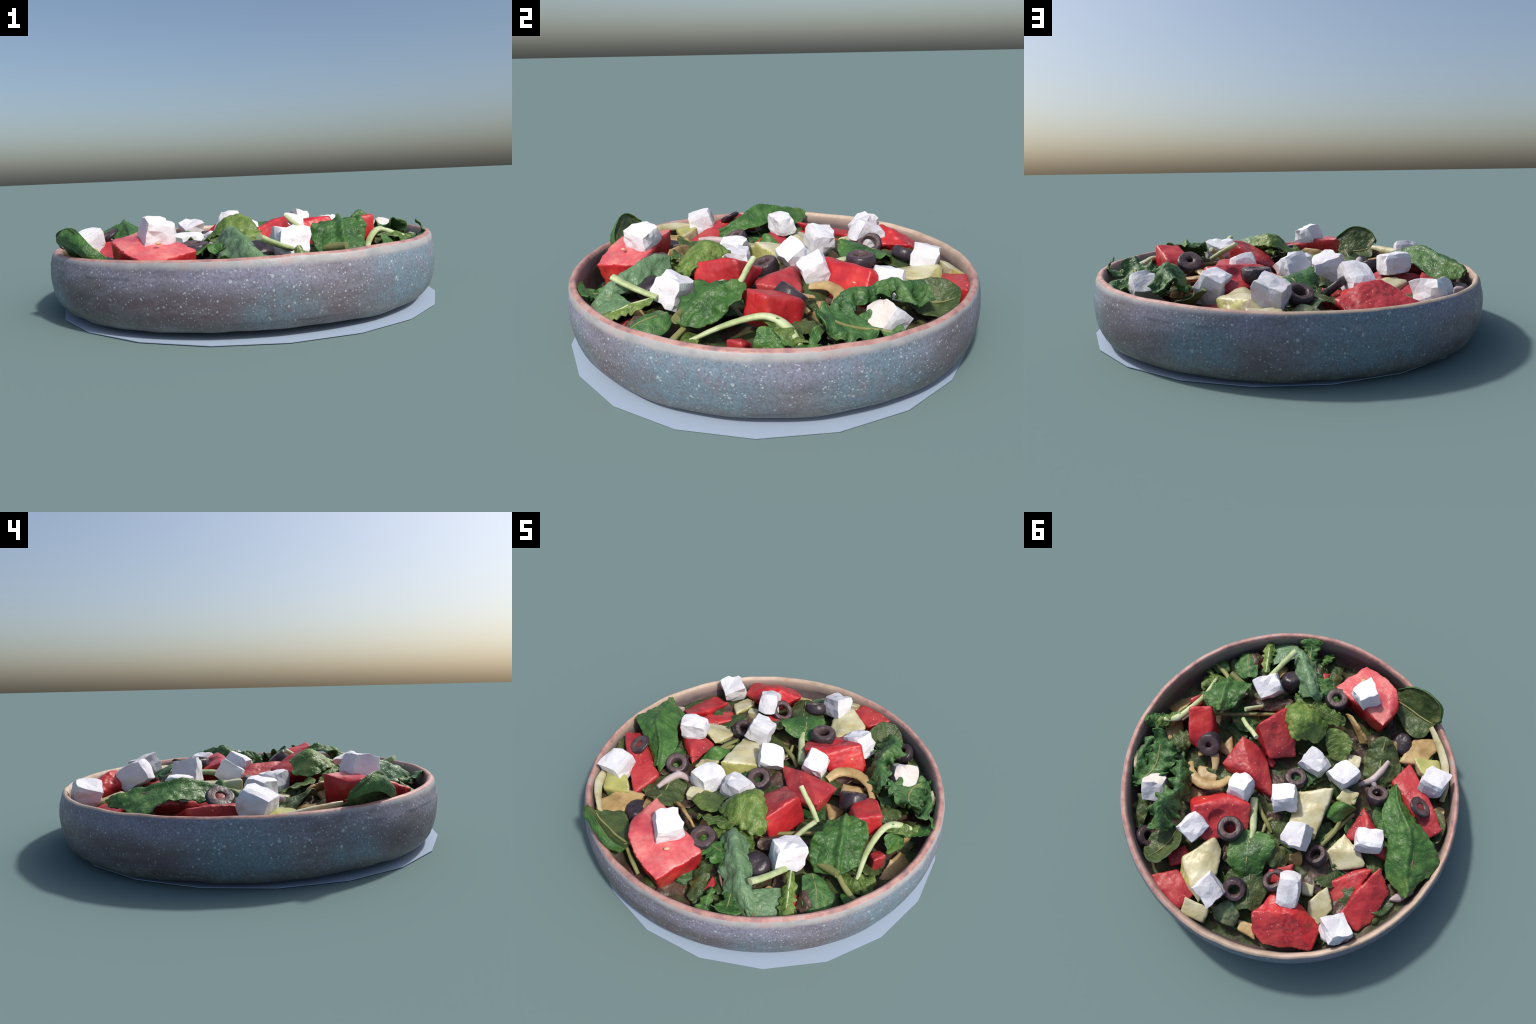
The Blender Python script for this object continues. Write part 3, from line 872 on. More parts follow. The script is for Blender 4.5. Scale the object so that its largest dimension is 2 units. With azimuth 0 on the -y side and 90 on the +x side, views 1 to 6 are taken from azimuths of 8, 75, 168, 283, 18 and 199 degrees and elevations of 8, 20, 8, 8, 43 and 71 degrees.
def build_olives():
    olive((0.511, -0.072, 0.322), (-0.1, 0.6, 0.75), R=0.066, hole=0.014, h=0.088, red=True, seed=1)
    olive((0.172, -0.612, 0.295), (0.15, -0.35, 0.9), R=0.058, h=0.09, closed=True, seed=2)
    olive((-0.126, -0.567, 0.312), (0.0, -0.08, 1), R=0.066, hole=0.029, h=0.062, seed=3)
    olive((-0.570, -0.440, 0.222), (0.2, 0.2, 1), R=0.062, h=0.08, closed=True, seed=4)
    olive((-0.030, -0.028, 0.262), (0.05, -0.30, 0.92), R=0.064, hole=0.030, h=0.065, seed=5)
    olive((-0.510, -0.072, 0.268), (0.10, -0.40, 0.9), R=0.061, hole=0.030, h=0.055, seed=6)
    olive((-0.752, -0.056, 0.332), (-0.42, -0.32, 0.82), R=0.066, hole=0.027, h=0.022, squash=0.86, red=True, seed=7)
    olive((0.229, 0.379, 0.340), (0.0, -0.04, 1), R=0.066, hole=0.034, h=0.062, seed=8)
    olive((-0.275, 0.366, 0.252), (0.45, -0.20, 0.85), R=0.060, hole=0.032, h=0.060, seed=9)
    olive((0.103, 0.681, 0.296), (-0.1, 0.42, 0.9), R=0.060, hole=0.034, h=0.055, seed=10)
    olive((-0.088, 0.572, 0.302), (0.50, -0.35, 0.75), R=0.064, hole=0.040, h=0.035, seed=11)
    olive((0.699, 0.543, 0.200), (-0.55, -0.25, 0.75), R=0.062, hole=0.026, h=0.06, seed=12)

def build_cucumbers():
    C = dict(label="pale peeled cucumber slice with yellow green edge", category="cucumber", grow=1.13, relax=5, fine=0.0015)
    chunk("cucumber_slice", ((-0.070, 0.069, 0.285), (-0.245, 0.000, 0.318), (-0.225, 0.262, 0.270), (-0.085, 0.25, 0.275), (-0.252, -0.01, 0.225), (-0.08, 0.05, 0.19), (-0.22, 0.26, 0.21), (-0.09, 0.25, 0.2)), [CUKE, CUKE_RIND], cut=(-0.15, -1, 0.0), seed=1, **{**C, "grow": 1.2})
    chunk("cucumber_slice", ((-0.325, 0.325, 0.238), (-0.540, 0.340, 0.258), (-0.384, 0.410, 0.218), (-0.390, 0.200, 0.246), (-0.500, 0.280, 0.271), (-0.360, 0.300, 0.166), (-0.520, 0.340, 0.176)), [CUKE, CUKE_RIND], cut=(0.3, -0.9, 0.3), seed=2, **C)
    chunk("cucumber_slice", slab(((-0.303, 0.620, 0.259), (-0.376, 0.515, 0.252), (-0.385, 0.725, 0.222), (-0.320, 0.700, 0.229), (-0.430, 0.620, 0.234)), 0.07), [CUKE, CUKE_RIND], cut=((1, 0, 0), (0, -1, 0), (-1, 0, 0)), seed=3, **C)
    chunk("cucumber_slice", ((0.415, 0.68, 0.236), (0.307, 0.462, 0.29), (0.326, 0.725, 0.305), (0.255, 0.514, 0.265), (0.425, 0.60, 0.285), (0.24, 0.62, 0.27), (0.28, 0.78, 0.26), (0.40, 0.6, 0.18), (0.27, 0.7, 0.18), (0.3, 0.5, 0.2)), [CUKE, CUKE_RIND], cut=(0.9, 0.1, 0.1), seed=4, **{**C, "grow": 1.2})
    chunk("cucumber_slice", slab(((0.345, 0.80, 0.29), (0.21, 0.82, 0.28), (0.345, 0.885, 0.245), (0.22, 0.90, 0.24)), 0.08), [CUKE, CUKE_RIND], cut=((1, 0, 0.2), (-1, 0, 0)), seed=5, **C)
    chunk("cucumber_slice", ((0.880, -0.01, 0.25), (0.893, 0.190, 0.285), (0.835, 0.03, 0.233), (0.925, 0.131, 0.295), (0.85, 0.15, 0.225), (0.918, 0.05, 0.28), (0.89, 0.09, 0.18)), [CUKE, TAN], cut=(-0.8, -0.3, 0.2), seed=6, **C)
    chunk("cucumber_slice", slab(((-0.59, -0.33, 0.235), (-0.78, -0.45, 0.258), (-0.72, -0.35, 0.252), (-0.64, -0.49, 0.24), (-0.77, -0.52, 0.25), (-0.62, -0.42, 0.25)), 0.05), [TAN, CUKE], cut=(-1, -0.3, 0.2), seed=7, **C)
    chunk("cucumber_slice", slab(((-0.665, -0.36, 0.268), (-0.80, -0.375, 0.268), (-0.72, -0.27, 0.295), (-0.85, -0.26, 0.285)), 0.08), [CUKE_RIND, CUKE], cut=(0.8, 0.2, 0.4), seed=8, **C)
    chunk("cucumber_slice", slab(((-0.27, -0.27, 0.262), (-0.36, -0.28, 0.268), (-0.25, -0.19, 0.255), (-0.36, -0.19, 0.262)), 0.04), [CUKE, CUKE_RIND], cut=(0, 1, 0.3), seed=9, **C)
    chunk("cucumber_slice", slab(((-0.29, 0.02, 0.285), (-0.40, -0.03, 0.272), (-0.37, 0.05, 0.26), (-0.31, -0.04, 0.28)), 0.06), [CUKE_RIND, CUKE], cut=(0, 0, 1), seed=10, **C)
    chunk("cucumber_slice", slab(((-0.235, 0.53, 0.275), (-0.31, 0.53, 0.27), (-0.25, 0.59, 0.265), (-0.31, 0.585, 0.265)), 0.06), [CUKE], seed=11, **C)
    chunk("cucumber_slice", ((0.20, 0.80, 0.24), (0.03, 0.80, 0.25), (0.11, 0.73, 0.275), (0.12, 0.875, 0.25), (0.17, 0.86, 0.215), (0.05, 0.87, 0.22), (0.11, 0.80, 0.285), (0.11, 0.8, 0.17)), [CUKE_SKIN], relax=8, label="dark skinned cucumber chunk with pale speckles", category="cucumber", seed=12)
    O = dict(label="tan cooked onion or mushroom piece", category="onion")
    chunk("onion_piece", ((0.740, -0.460, 0.110), (0.885, -0.270, 0.175), (0.800, -0.220, 0.205), (0.760, -0.300, 0.210), (0.720, -0.420, 0.160), (0.840, -0.380, 0.150), (0.800, -0.350, 0.090)), [TAN], relax=7, seed=13, **O)
    chunk("onion_piece", slab(((0.76, -0.21, 0.235), (0.84, -0.13, 0.24), (0.70, -0.10, 0.23), (0.78, -0.05, 0.235)), 0.05), [TAN], relax=7, seed=14, **O)
    chunk("onion_piece", slab(((0.55, 0.05, 0.235), (0.42, 0.03, 0.245), (0.42, 0.13, 0.245), (0.54, 0.14, 0.235)), 0.05), [TAN], relax=7, seed=15, **O)
    chunk("onion_piece", slab(((0.56, 0.18, 0.235), (0.44, 0.20, 0.24), (0.47, 0.27, 0.235), (0.55, 0.28, 0.225)), 0.05), [TAN], relax=7, seed=16, **O)
    chunk("onion_piece", slab(((0.42, -0.18, 0.245), (0.36, -0.05, 0.245), (0.48, -0.08, 0.245)), 0.05), [TAN], relax=6, seed=17, **O)
    # folded strip of onion beside the left tomato
    leaf("onion_strip", (((-0.20, -0.50, 0.30), (-0.235, -0.485, 0.328), (-0.27, -0.45, 0.30)), ((-0.245, -0.46, 0.30), (-0.285, -0.44, 0.325), (-0.315, -0.41, 0.295)),
         ((-0.29, -0.41, 0.28), (-0.335, -0.395, 0.315), (-0.37, -0.37, 0.275)), ((-0.335, -0.36, 0.255), (-0.375, -0.36, 0.285), (-0.40, -0.35, 0.255))), TAN, "tan curled strip of onion", category="onion", thick=0.012, nu=30, nv=18, round_ends=False, seed=18)
    stalk("onion_ring", ((0.60, 0.05, 0.25), (0.565, 0.12, 0.282), (0.48, 0.165, 0.296), (0.385, 0.145, 0.300), (0.335, 0.08, 0.285)), (0.018, 0.028, 0.033, 0.030, 0.02), TAN, "curved tan ring of cooked onion", "onion", flat=0.45, up=(0.3, -0.2, 1))
    stalk("onion_ring", ((0.565, -0.005, 0.27), (0.51, -0.04, 0.300), (0.46, -0.01, 0.300), (0.44, 0.06, 0.28)), (0.016, 0.026, 0.026, 0.016), TAN, "curved tan ring of cooked onion", "onion", flat=0.45)
    stalk("cucumber_peel", ((-0.708, -0.561, 0.308), (-0.782, -0.464, 0.296), (-0.842, -0.361, 0.276), (-0.875, -0.244, 0.246), (-0.879, -0.157, 0.231)), (0.016, 0.024, 0.028, 0.026, 0.018), CUKE, "long yellow green strip of cucumber peel", "cucumber", flat=0.5, up=(0.7, 0.5, 0.6))

def build_leaves():
    rim_leaf = leaf("spinach_leaf", (((-0.468, -0.754, 0.295), (-0.468, -0.690, 0.275), (-0.483, -0.640, 0.255)), ((-0.537, -0.758, 0.355), (-0.557, -0.662, 0.272), (-0.561, -0.537, 0.245)),
         ((-0.632, -0.714, 0.428), (-0.630, -0.627, 0.278), (-0.630, -0.492, 0.250)), ((-0.724, -0.658, 0.416), (-0.690, -0.601, 0.290), (-0.690, -0.512, 0.262)), ((-0.751, -0.596, 0.360), (-0.724, -0.581, 0.322), (-0.711, -0.557, 0.30))),
         SPINACH, "cupped dark spinach leaf lying over the rim", rib=MIDRIB, rib_r=0.006, crease=0.004, ruffle=0.006, freq=2, seed=1, round_ends=False,
         stem=((-0.38, -0.79, 0.20), (-0.43, -0.75, 0.24), (-0.49, -0.695, 0.278)), stem_mat=MIDRIB, stem_r=(0.010, 0.012, 0.008))
    margin = leaf("leaf_margin", (((-0.459, -0.746, 0.305), (-0.483, -0.758, 0.285), (-0.502, -0.749, 0.275)), ((-0.526, -0.753, 0.360), (-0.546, -0.773, 0.335), (-0.565, -0.758, 0.308)), ((-0.623, -0.708, 0.434), (-0.642, -0.726, 0.395), (-0.652, -0.710, 0.352)),
         ((-0.715, -0.652, 0.420), (-0.732, -0.662, 0.385), (-0.724, -0.638, 0.348)), ((-0.742, -0.591, 0.362), (-0.752, -0.591, 0.345), (-0.739, -0.575, 0.328))), BRIGHT, "rolled bright green margin of the rim leaf", ruffle=0.003, freq=1, seed=31, round_ends=False)
    margin.parent = rim_leaf
    margin.location -= rim_leaf.location
    leaf("large_leaf", (((-0.575, -0.160, 0.260), (-0.595, -0.150, 0.287), (-0.615, -0.140, 0.272)), ((-0.562, -0.050, 0.287), (-0.625, -0.040, 0.332), (-0.685, -0.060, 0.287)), ((-0.562, 0.050, 0.307), (-0.670, 0.040, 0.364), (-0.755, 0.015, 0.314)),
         ((-0.598, 0.130, 0.317), (-0.720, 0.120, 0.388), (-0.820, 0.085, 0.330)), ((-0.628, 0.190, 0.322), (-0.740, 0.190, 0.376), (-0.885, 0.155, 0.317)), ((-0.642, 0.270, 0.300), (-0.745, 0.270, 0.354), (-0.935, 0.210, 0.298)),
         ((-0.675, 0.360, 0.264), (-0.765, 0.350, 0.337), (-0.910, 0.285, 0.288)), ((-0.750, 0.430, 0.277), (-0.790, 0.410, 0.320), (-0.850, 0.340, 0.292)), ((-0.775, 0.450, 0.282), (-0.787, 0.445, 0.300), (-0.805, 0.430, 0.287))),
         BRIGHT, "large bright green leaf folded over the pile", rib=MIDRIB_RED, rib_r=0.0032, rib_col=0.60, rib_span=(0.55, 0.86), crease=-0.020, ruffle=0.013, freq=2, wrinkle=0.008, seed=2, nu=90, round_ends=False)
    leaf("beet_leaf", (((-0.035, -0.500, 0.322), (0.020, -0.505, 0.387), (0.080, -0.510, 0.322)), ((-0.025, -0.580, 0.322), (0.040, -0.580, 0.410), (0.130, -0.590, 0.322)), ((0.000, -0.670, 0.297), (0.090, -0.665, 0.392), (0.180, -0.690, 0.312)),
         ((0.045, -0.750, 0.267), (0.130, -0.745, 0.367), (0.210, -0.770, 0.292)), ((0.120, -0.830, 0.254), (0.190, -0.820, 0.324), (0.255, -0.810, 0.277)), ((0.200, -0.885, 0.242), (0.240, -0.870, 0.267), (0.280, -0.850, 0.250))),
         BEET, "folded grey green beet leaf with reddish edge", rib=MIDRIB_RED, rib_r=0.006, rib_col=0.0, rib_span=(0.45, 1.0), ruffle=0.016, freq=3, teeth=0.06, nteeth=9, wrinkle=0.009, seed=3, nu=80, round_ends=False)
    leaf("beet_leaf", (((0.165, -0.79, 0.318), (0.235, -0.74, 0.302), (0.325, -0.69, 0.285)), ((0.205, -0.862, 0.285), (0.275, -0.80, 0.288), (0.350, -0.75, 0.270)), ((0.262, -0.908, 0.243), (0.315, -0.88, 0.25), (0.368, -0.845, 0.235))),
         BEET, "flat grey green beet leaf with red midrib", rib=MIDRIB_RED, rib_r=0.006, rib_col=0.12, ruffle=0.004, freq=1, seed=4, round_ends=False)
    leaf("frilled_leaf", (((-0.130, -0.370, 0.310), (-0.115, -0.300, 0.330), (-0.080, -0.250, 0.310)), ((-0.080, -0.430, 0.355), (-0.040, -0.340, 0.420), (-0.020, -0.235, 0.370)), ((0.010, -0.470, 0.340), (0.030, -0.330, 0.448), (0.040, -0.215, 0.372)),
         ((0.090, -0.480, 0.325), (0.090, -0.360, 0.428), (0.090, -0.265, 0.385)), ((0.160, -0.460, 0.305), (0.150, -0.410, 0.362), (0.140, -0.350, 0.365))), ARUGULA, "arched yellow green frilled salad leaf", ruffle=0.013, freq=2, teeth=0.14, nteeth=6, wrinkle=0.007, nu=70, nv=44, seed=5)
    leaf("spinach_leaf", (((0.43, -0.54, 0.26), (0.545, -0.535, 0.285), (0.625, -0.46, 0.295)), ((0.385, -0.475, 0.345), (0.525, -0.45, 0.362), (0.632, -0.385, 0.338)), ((0.395, -0.42, 0.402), (0.515, -0.36, 0.402), (0.635, -0.325, 0.392)),
         ((0.44, -0.31, 0.385), (0.51, -0.255, 0.402), (0.615, -0.285, 0.420))), BRIGHT, "glossy folded green leaf at the front", ruffle=0.014, freq=2, crease=-0.022, wrinkle=0.014, seed=6, round_ends=False)
    leaf("frilled_leaf", (((0.76, -0.215, 0.30), (0.775, -0.16, 0.322), (0.785, -0.10, 0.285)), ((0.85, -0.185, 0.285), (0.86, -0.14, 0.292), (0.87, -0.08, 0.27)), ((0.925, -0.165, 0.31), (0.94, -0.125, 0.322), (0.93, -0.07, 0.315))),
         BRIGHT, "small frilled leaf on a curved stalk", ruffle=0.014, freq=2, teeth=0.25, nteeth=5, seed=7,
         stem=((0.635, -0.51, 0.258), (0.648, -0.37, 0.308), (0.695, -0.235, 0.348), (0.756, -0.165, 0.328), (0.86, -0.14, 0.296)), stem_r=(0.010, 0.015, 0.018, 0.021, 0.010))
    leaf("frilled_leaf", (((0.94, -0.15, 0.305), (0.945, -0.125, 0.312), (0.935, -0.095, 0.305)), ((0.915, -0.13, 0.345), (0.917, -0.11, 0.348), (0.91, -0.09, 0.342)), ((0.893, -0.11, 0.377), (0.892, -0.095, 0.380), (0.885, -0.085, 0.375))), BRIGHT, "upturned frilled leaf tip at the rim", ruffle=0.008, freq=2, teeth=0.3, nteeth=3, seed=8, nu=26, nv=14)
    leaf("spinach_leaf", (((0.702, -0.254, 0.320), (0.744, -0.209, 0.315), (0.778, -0.160, 0.290)), ((0.729, -0.280, 0.275), (0.766, -0.231, 0.270), (0.804, -0.182, 0.255)), ((0.744, -0.291, 0.225), (0.778, -0.242, 0.220), (0.811, -0.198, 0.215))), BRIGHT, "drooping green leaf hanging from a stalk", ruffle=0.006, freq=2, seed=9)
    leaf("frilled_leaf", (((0.655, -0.28, 0.325), (0.69, -0.24, 0.348), (0.72, -0.22, 0.335)), ((0.70, -0.235, 0.325), (0.74, -0.185, 0.345), (0.765, -0.15, 0.315)), ((0.77, -0.205, 0.305), (0.80, -0.155, 0.325), (0.815, -0.105, 0.290)), ((0.85, -0.175, 0.285), (0.86, -0.14, 0.302), (0.87, -0.10, 0.285))), ARUGULA, "pale green leaf blade along the curved stalk", ruffle=0.012, freq=2, wrinkle=0.010, seed=32)
    leaf("kale_leaf", (((0.850, -0.070, 0.320), (0.790, -0.055, 0.388), (0.745, -0.055, 0.325)), ((0.850, 0.030, 0.271), (0.775, 0.040, 0.321), (0.685, 0.020, 0.341)), ((0.865, 0.130, 0.266), (0.770, 0.130, 0.284), (0.645, 0.085, 0.331)),
         ((0.880, 0.220, 0.271), (0.800, 0.210, 0.274), (0.690, 0.165, 0.291)), ((0.890, 0.285, 0.260), (0.865, 0.275, 0.265), (0.830, 0.270, 0.260))), KALE, "curly dark green kale leaf", rib=MIDRIB, rib_r=0.007, rib_col=0.45, rib_span=(0.2, 1.0), ruffle=0.032, freq=5, teeth=0.16, nteeth=13, wrinkle=0.009, seed=10, nu=80, nv=48)
    leaf("kale_leaf", (((0.64, 0.06, 0.265), (0.635, 0.08, 0.335), (0.68, 0.12, 0.27)), ((0.565, 0.135, 0.27), (0.605, 0.145, 0.375), (0.665, 0.17, 0.30)), ((0.535, 0.25, 0.255), (0.575, 0.25, 0.362), (0.65, 0.25, 0.32)),
         ((0.545, 0.35, 0.265), (0.615, 0.33, 0.400), (0.685, 0.31, 0.365)), ((0.555, 0.43, 0.275), (0.645, 0.385, 0.395), (0.705, 0.40, 0.295)), ((0.555, 0.51, 0.265), (0.605, 0.495, 0.362), (0.67, 0.525, 0.255))), KALE, "tightly curled dark green kale frill", ruffle=0.036, freq=6, teeth=0.18, nteeth=16, wrinkle=0.009, seed=11, nu=120, nv=56)
    leaf("spinach_leaf", (((0.485, 0.435, 0.30), (0.52, 0.45, 0.29), (0.560, 0.430, 0.260)), ((0.475, 0.53, 0.315), (0.55, 0.53, 0.245), (0.650, 0.495, 0.222)), ((0.51, 0.63, 0.322), (0.59, 0.60, 0.245), (0.680, 0.555, 0.212)), ((0.575, 0.69, 0.315), (0.635, 0.665, 0.285), (0.685, 0.615, 0.225))),
         SPINACH, "cupped dull green spinach leaf near the wall", rib=MIDRIB, rib_r=0.0045, ruffle=0.007, freq=2, crease=0.004, seed=12)
    leaf("spinach_leaf", (((0.16, 0.335, 0.285), (0.11, 0.35, 0.305), (0.045, 0.335, 0.295)), ((0.205, 0.42, 0.322), (0.11, 0.42, 0.325), (-0.035, 0.36, 0.368)), ((0.215, 0.51, 0.33), (0.09, 0.50, 0.337), (-0.05, 0.42, 0.342)), ((0.175, 0.575, 0.30), (0.08, 0.565, 0.312), (-0.03, 0.51, 0.30)), ((0.13, 0.605, 0.275), (0.07, 0.605, 0.28), (0.0, 0.565, 0.27))),
         BRIGHT, "green lobed leaf with pale thick stalk", rib=MIDRIB, rib_r=0.005, ruffle=0.009, freq=2, teeth=0.22, nteeth=4, seed=13, stem=((0.162, 0.160, 0.285), (0.135, 0.26, 0.300), (0.108, 0.345, 0.306), (0.103, 0.42, 0.322)), stem_r=(0.024, 0.024, 0.018, 0.008))
    leaf("spinach_leaf", (((0.130, 0.555, 0.261), (0.060, 0.525, 0.291), (-0.020, 0.545, 0.261)), ((0.180, 0.620, 0.254), (0.045, 0.600, 0.288), (-0.065, 0.620, 0.261)), ((0.130, 0.720, 0.248), (0.030, 0.690, 0.286), (-0.060, 0.700, 0.256)), ((0.080, 0.800, 0.251), (0.010, 0.760, 0.286), (-0.050, 0.775, 0.241))),
         SPINACH, "dark spinach leaf with pale veins", rib=MIDRIB, rib_r=0.005, ruffle=0.006, freq=2, seed=14)
    leaf("spinach_leaf", (((-0.32, 0.01, 0.25), (-0.275, 0.06, 0.28), (-0.25, 0.125, 0.255)), ((-0.405, 0.025, 0.245), (-0.335, 0.065, 0.338), (-0.285, 0.145, 0.265)), ((-0.41, 0.05, 0.225), (-0.375, 0.095, 0.262), (-0.33, 0.155, 0.245))), BRIGHT, "small folded bright green leaf", ruffle=0.004, freq=2, seed=15, nu=36, nv=24,
         stem=((-0.345, 0.12, 0.25), (-0.33, 0.20, 0.24), (-0.28, 0.30, 0.225)), stem_mat=MIDRIB, stem_r=(0.012, 0.014, 0.012))
    leaf("spinach_leaf", (((-0.395, -0.41, 0.275), (-0.47, -0.415, 0.325), (-0.555, -0.375, 0.27)), ((-0.375, -0.30, 0.225), (-0.475, -0.30, 0.275), (-0.60, -0.30, 0.23)), ((-0.40, -0.19, 0.23), (-0.49, -0.18, 0.272), (-0.60, -0.205, 0.225)), ((-0.45, -0.145, 0.225), (-0.5, -0.135, 0.245), (-0.56, -0.155, 0.22))),
         SPINACH, "domed dull dark green spinach leaf", rib=MIDRIB, rib_r=0.004, ruffle=0.008, freq=2, wrinkle=0.012, seed=16)
    leaf("frilled_leaf", (((-0.11, -0.375, 0.318), (-0.2, -0.385, 0.312), (-0.295, -0.35, 0.305)), ((-0.13, -0.29, 0.29), (-0.21, -0.29, 0.286), (-0.30, -0.275, 0.29)), ((-0.185, -0.21, 0.258), (-0.23, -0.21, 0.265), (-0.275, -0.21, 0.26))), ARUGULA, "flat light green torn leaf", ruffle=0.008, freq=2, teeth=0.12, nteeth=6, seed=17)
    leaf("arugula_leaf", (((0.01, -0.51, 0.36), (0.0, -0.46, 0.365), (0.0, -0.40, 0.345)), ((-0.07, -0.50, 0.335), (-0.08, -0.45, 0.34), (-0.08, -0.385, 0.325)), ((-0.16, -0.485, 0.352), (-0.17, -0.44, 0.325), (-0.165, -0.395, 0.30)), ((-0.215, -0.455, 0.33), (-0.215, -0.435, 0.31), (-0.21, -0.415, 0.30))), ARUGULA, "jagged green arugula leaf", rib=MIDRIB, rib_r=0.004, ruffle=0.012, freq=3, teeth=0.5, nteeth=5, seed=18)
    leaf("arugula_leaf", (((0.08, -0.79, 0.265), (0.11, -0.80, 0.285), (0.14, -0.79, 0.265)), ((0.065, -0.865, 0.285), (0.12, -0.86, 0.285), (0.18, -0.845, 0.285)), ((0.045, -0.925, 0.342), (0.13, -0.925, 0.322), (0.225, -0.905, 0.315))), BRIGHT, "jagged arugula leaf leaning on the rim", rib=MIDRIB, rib_r=0.004, ruffle=0.014, freq=2.5, teeth=0.55, nteeth=4, seed=19)
    leaf("arugula_leaf", (((0.32, -0.615, 0.305), (0.34, -0.615, 0.325), (0.36, -0.615, 0.305)), ((0.325, -0.70, 0.295), (0.355, -0.70, 0.318), (0.395, -0.70, 0.285)), ((0.325, -0.77, 0.275), (0.37, -0.77, 0.302), (0.415, -0.77, 0.275)), ((0.345, -0.835, 0.268), (0.38, -0.84, 0.290), (0.415, -0.835, 0.275))), ARUGULA, "narrow toothed arugula leaf", rib=PALE, rib_r=0.005, ruffle=0.008, freq=4, teeth=0.45, nteeth=7, seed=20)
    leaf("spinach_leaf", (((0.385, -0.58, 0.28), (0.43, -0.57, 0.29), (0.475, -0.55, 0.255)), ((0.405, -0.65, 0.28), (0.47, -0.65, 0.295), (0.54, -0.61, 0.245)), ((0.43, -0.73, 0.262), (0.49, -0.72, 0.275), (0.56, -0.67, 0.235)), ((0.47, -0.765, 0.235), (0.505, -0.755, 0.24), (0.54, -0.735, 0.225))), KALE, "rolled dark green leaf at the front", rib=MIDRIB, rib_r=0.004, ruffle=0.006, freq=2, seed=21)
    leaf("spinach_leaf", (((0.57, -0.60, 0.23), (0.60, -0.64, 0.24), (0.63, -0.68, 0.22)), ((0.61, -0.58, 0.225), (0.645, -0.62, 0.238), (0.68, -0.66, 0.22)), ((0.66, -0.57, 0.215), (0.69, -0.60, 0.22), (0.71, -0.63, 0.21))), BRIGHT, "small bright leaf tip by the wall", ruffle=0.004, freq=2, seed=22, nu=26, nv=18)
    leaf("frilled_leaf", (((0.60, -0.44, 0.255), (0.63, -0.47, 0.265), (0.67, -0.50, 0.235)), ((0.63, -0.50, 0.245), (0.665, -0.53, 0.260), (0.71, -0.55, 0.225)), ((0.67, -0.57, 0.220), (0.70, -0.58, 0.225), (0.73, -0.59, 0.210))), ARUGULA, "frilled yellow green leaf by the rim", ruffle=0.014, freq=3, teeth=0.2, nteeth=5, seed=23, nu=36, nv=24,
         stem=((0.545, -0.52, 0.268), (0.60, -0.575, 0.248), (0.68, -0.625, 0.222)), stem_mat=MIDRIB, stem_r=(0.013, 0.016, 0.010))
    # leaf scraps around the left front, behind the big tomato
    leaf("arugula_leaf", (((-0.06, -0.62, 0.25), (-0.09, -0.63, 0.265), (-0.12, -0.63, 0.24)), ((-0.03, -0.72, 0.22), (-0.07, -0.74, 0.24), (-0.12, -0.74, 0.215)), ((-0.01, -0.82, 0.195), (-0.05, -0.84, 0.205), (-0.10, -0.85, 0.19))), SPINACH, "dull green leaf deep in the bowl", ruffle=0.010, freq=3, teeth=0.25, nteeth=6, seed=24)
    leaf("arugula_leaf", (((0.03, -0.78, 0.27), (0.02, -0.80, 0.285), (0.0, -0.80, 0.265)), ((0.035, -0.84, 0.24), (0.01, -0.86, 0.25), (-0.03, -0.86, 0.235)), ((0.04, -0.90, 0.21), (0.01, -0.91, 0.215), (-0.04, -0.91, 0.20))), BRIGHT, "small jagged green leaf at the front", ruffle=0.012, freq=3, teeth=0.4, nteeth=5, seed=25, nu=36, nv=24)
    # brown wilted curl beside the rolled leaf
    chunk("wilted_curl", ((0.40, -0.60, 0.275), (0.44, -0.62, 0.285), (0.42, -0.70, 0.29), (0.47, -0.73, 0.27), (0.45, -0.78, 0.245), (0.40, -0.75, 0.24), (0.41, -0.66, 0.24)), [BROWN], "dark brown wilted leaf curl", "salad leaf", lumps=0.022, fine=0.006, voxel=0.006, relax=3, seed=26)

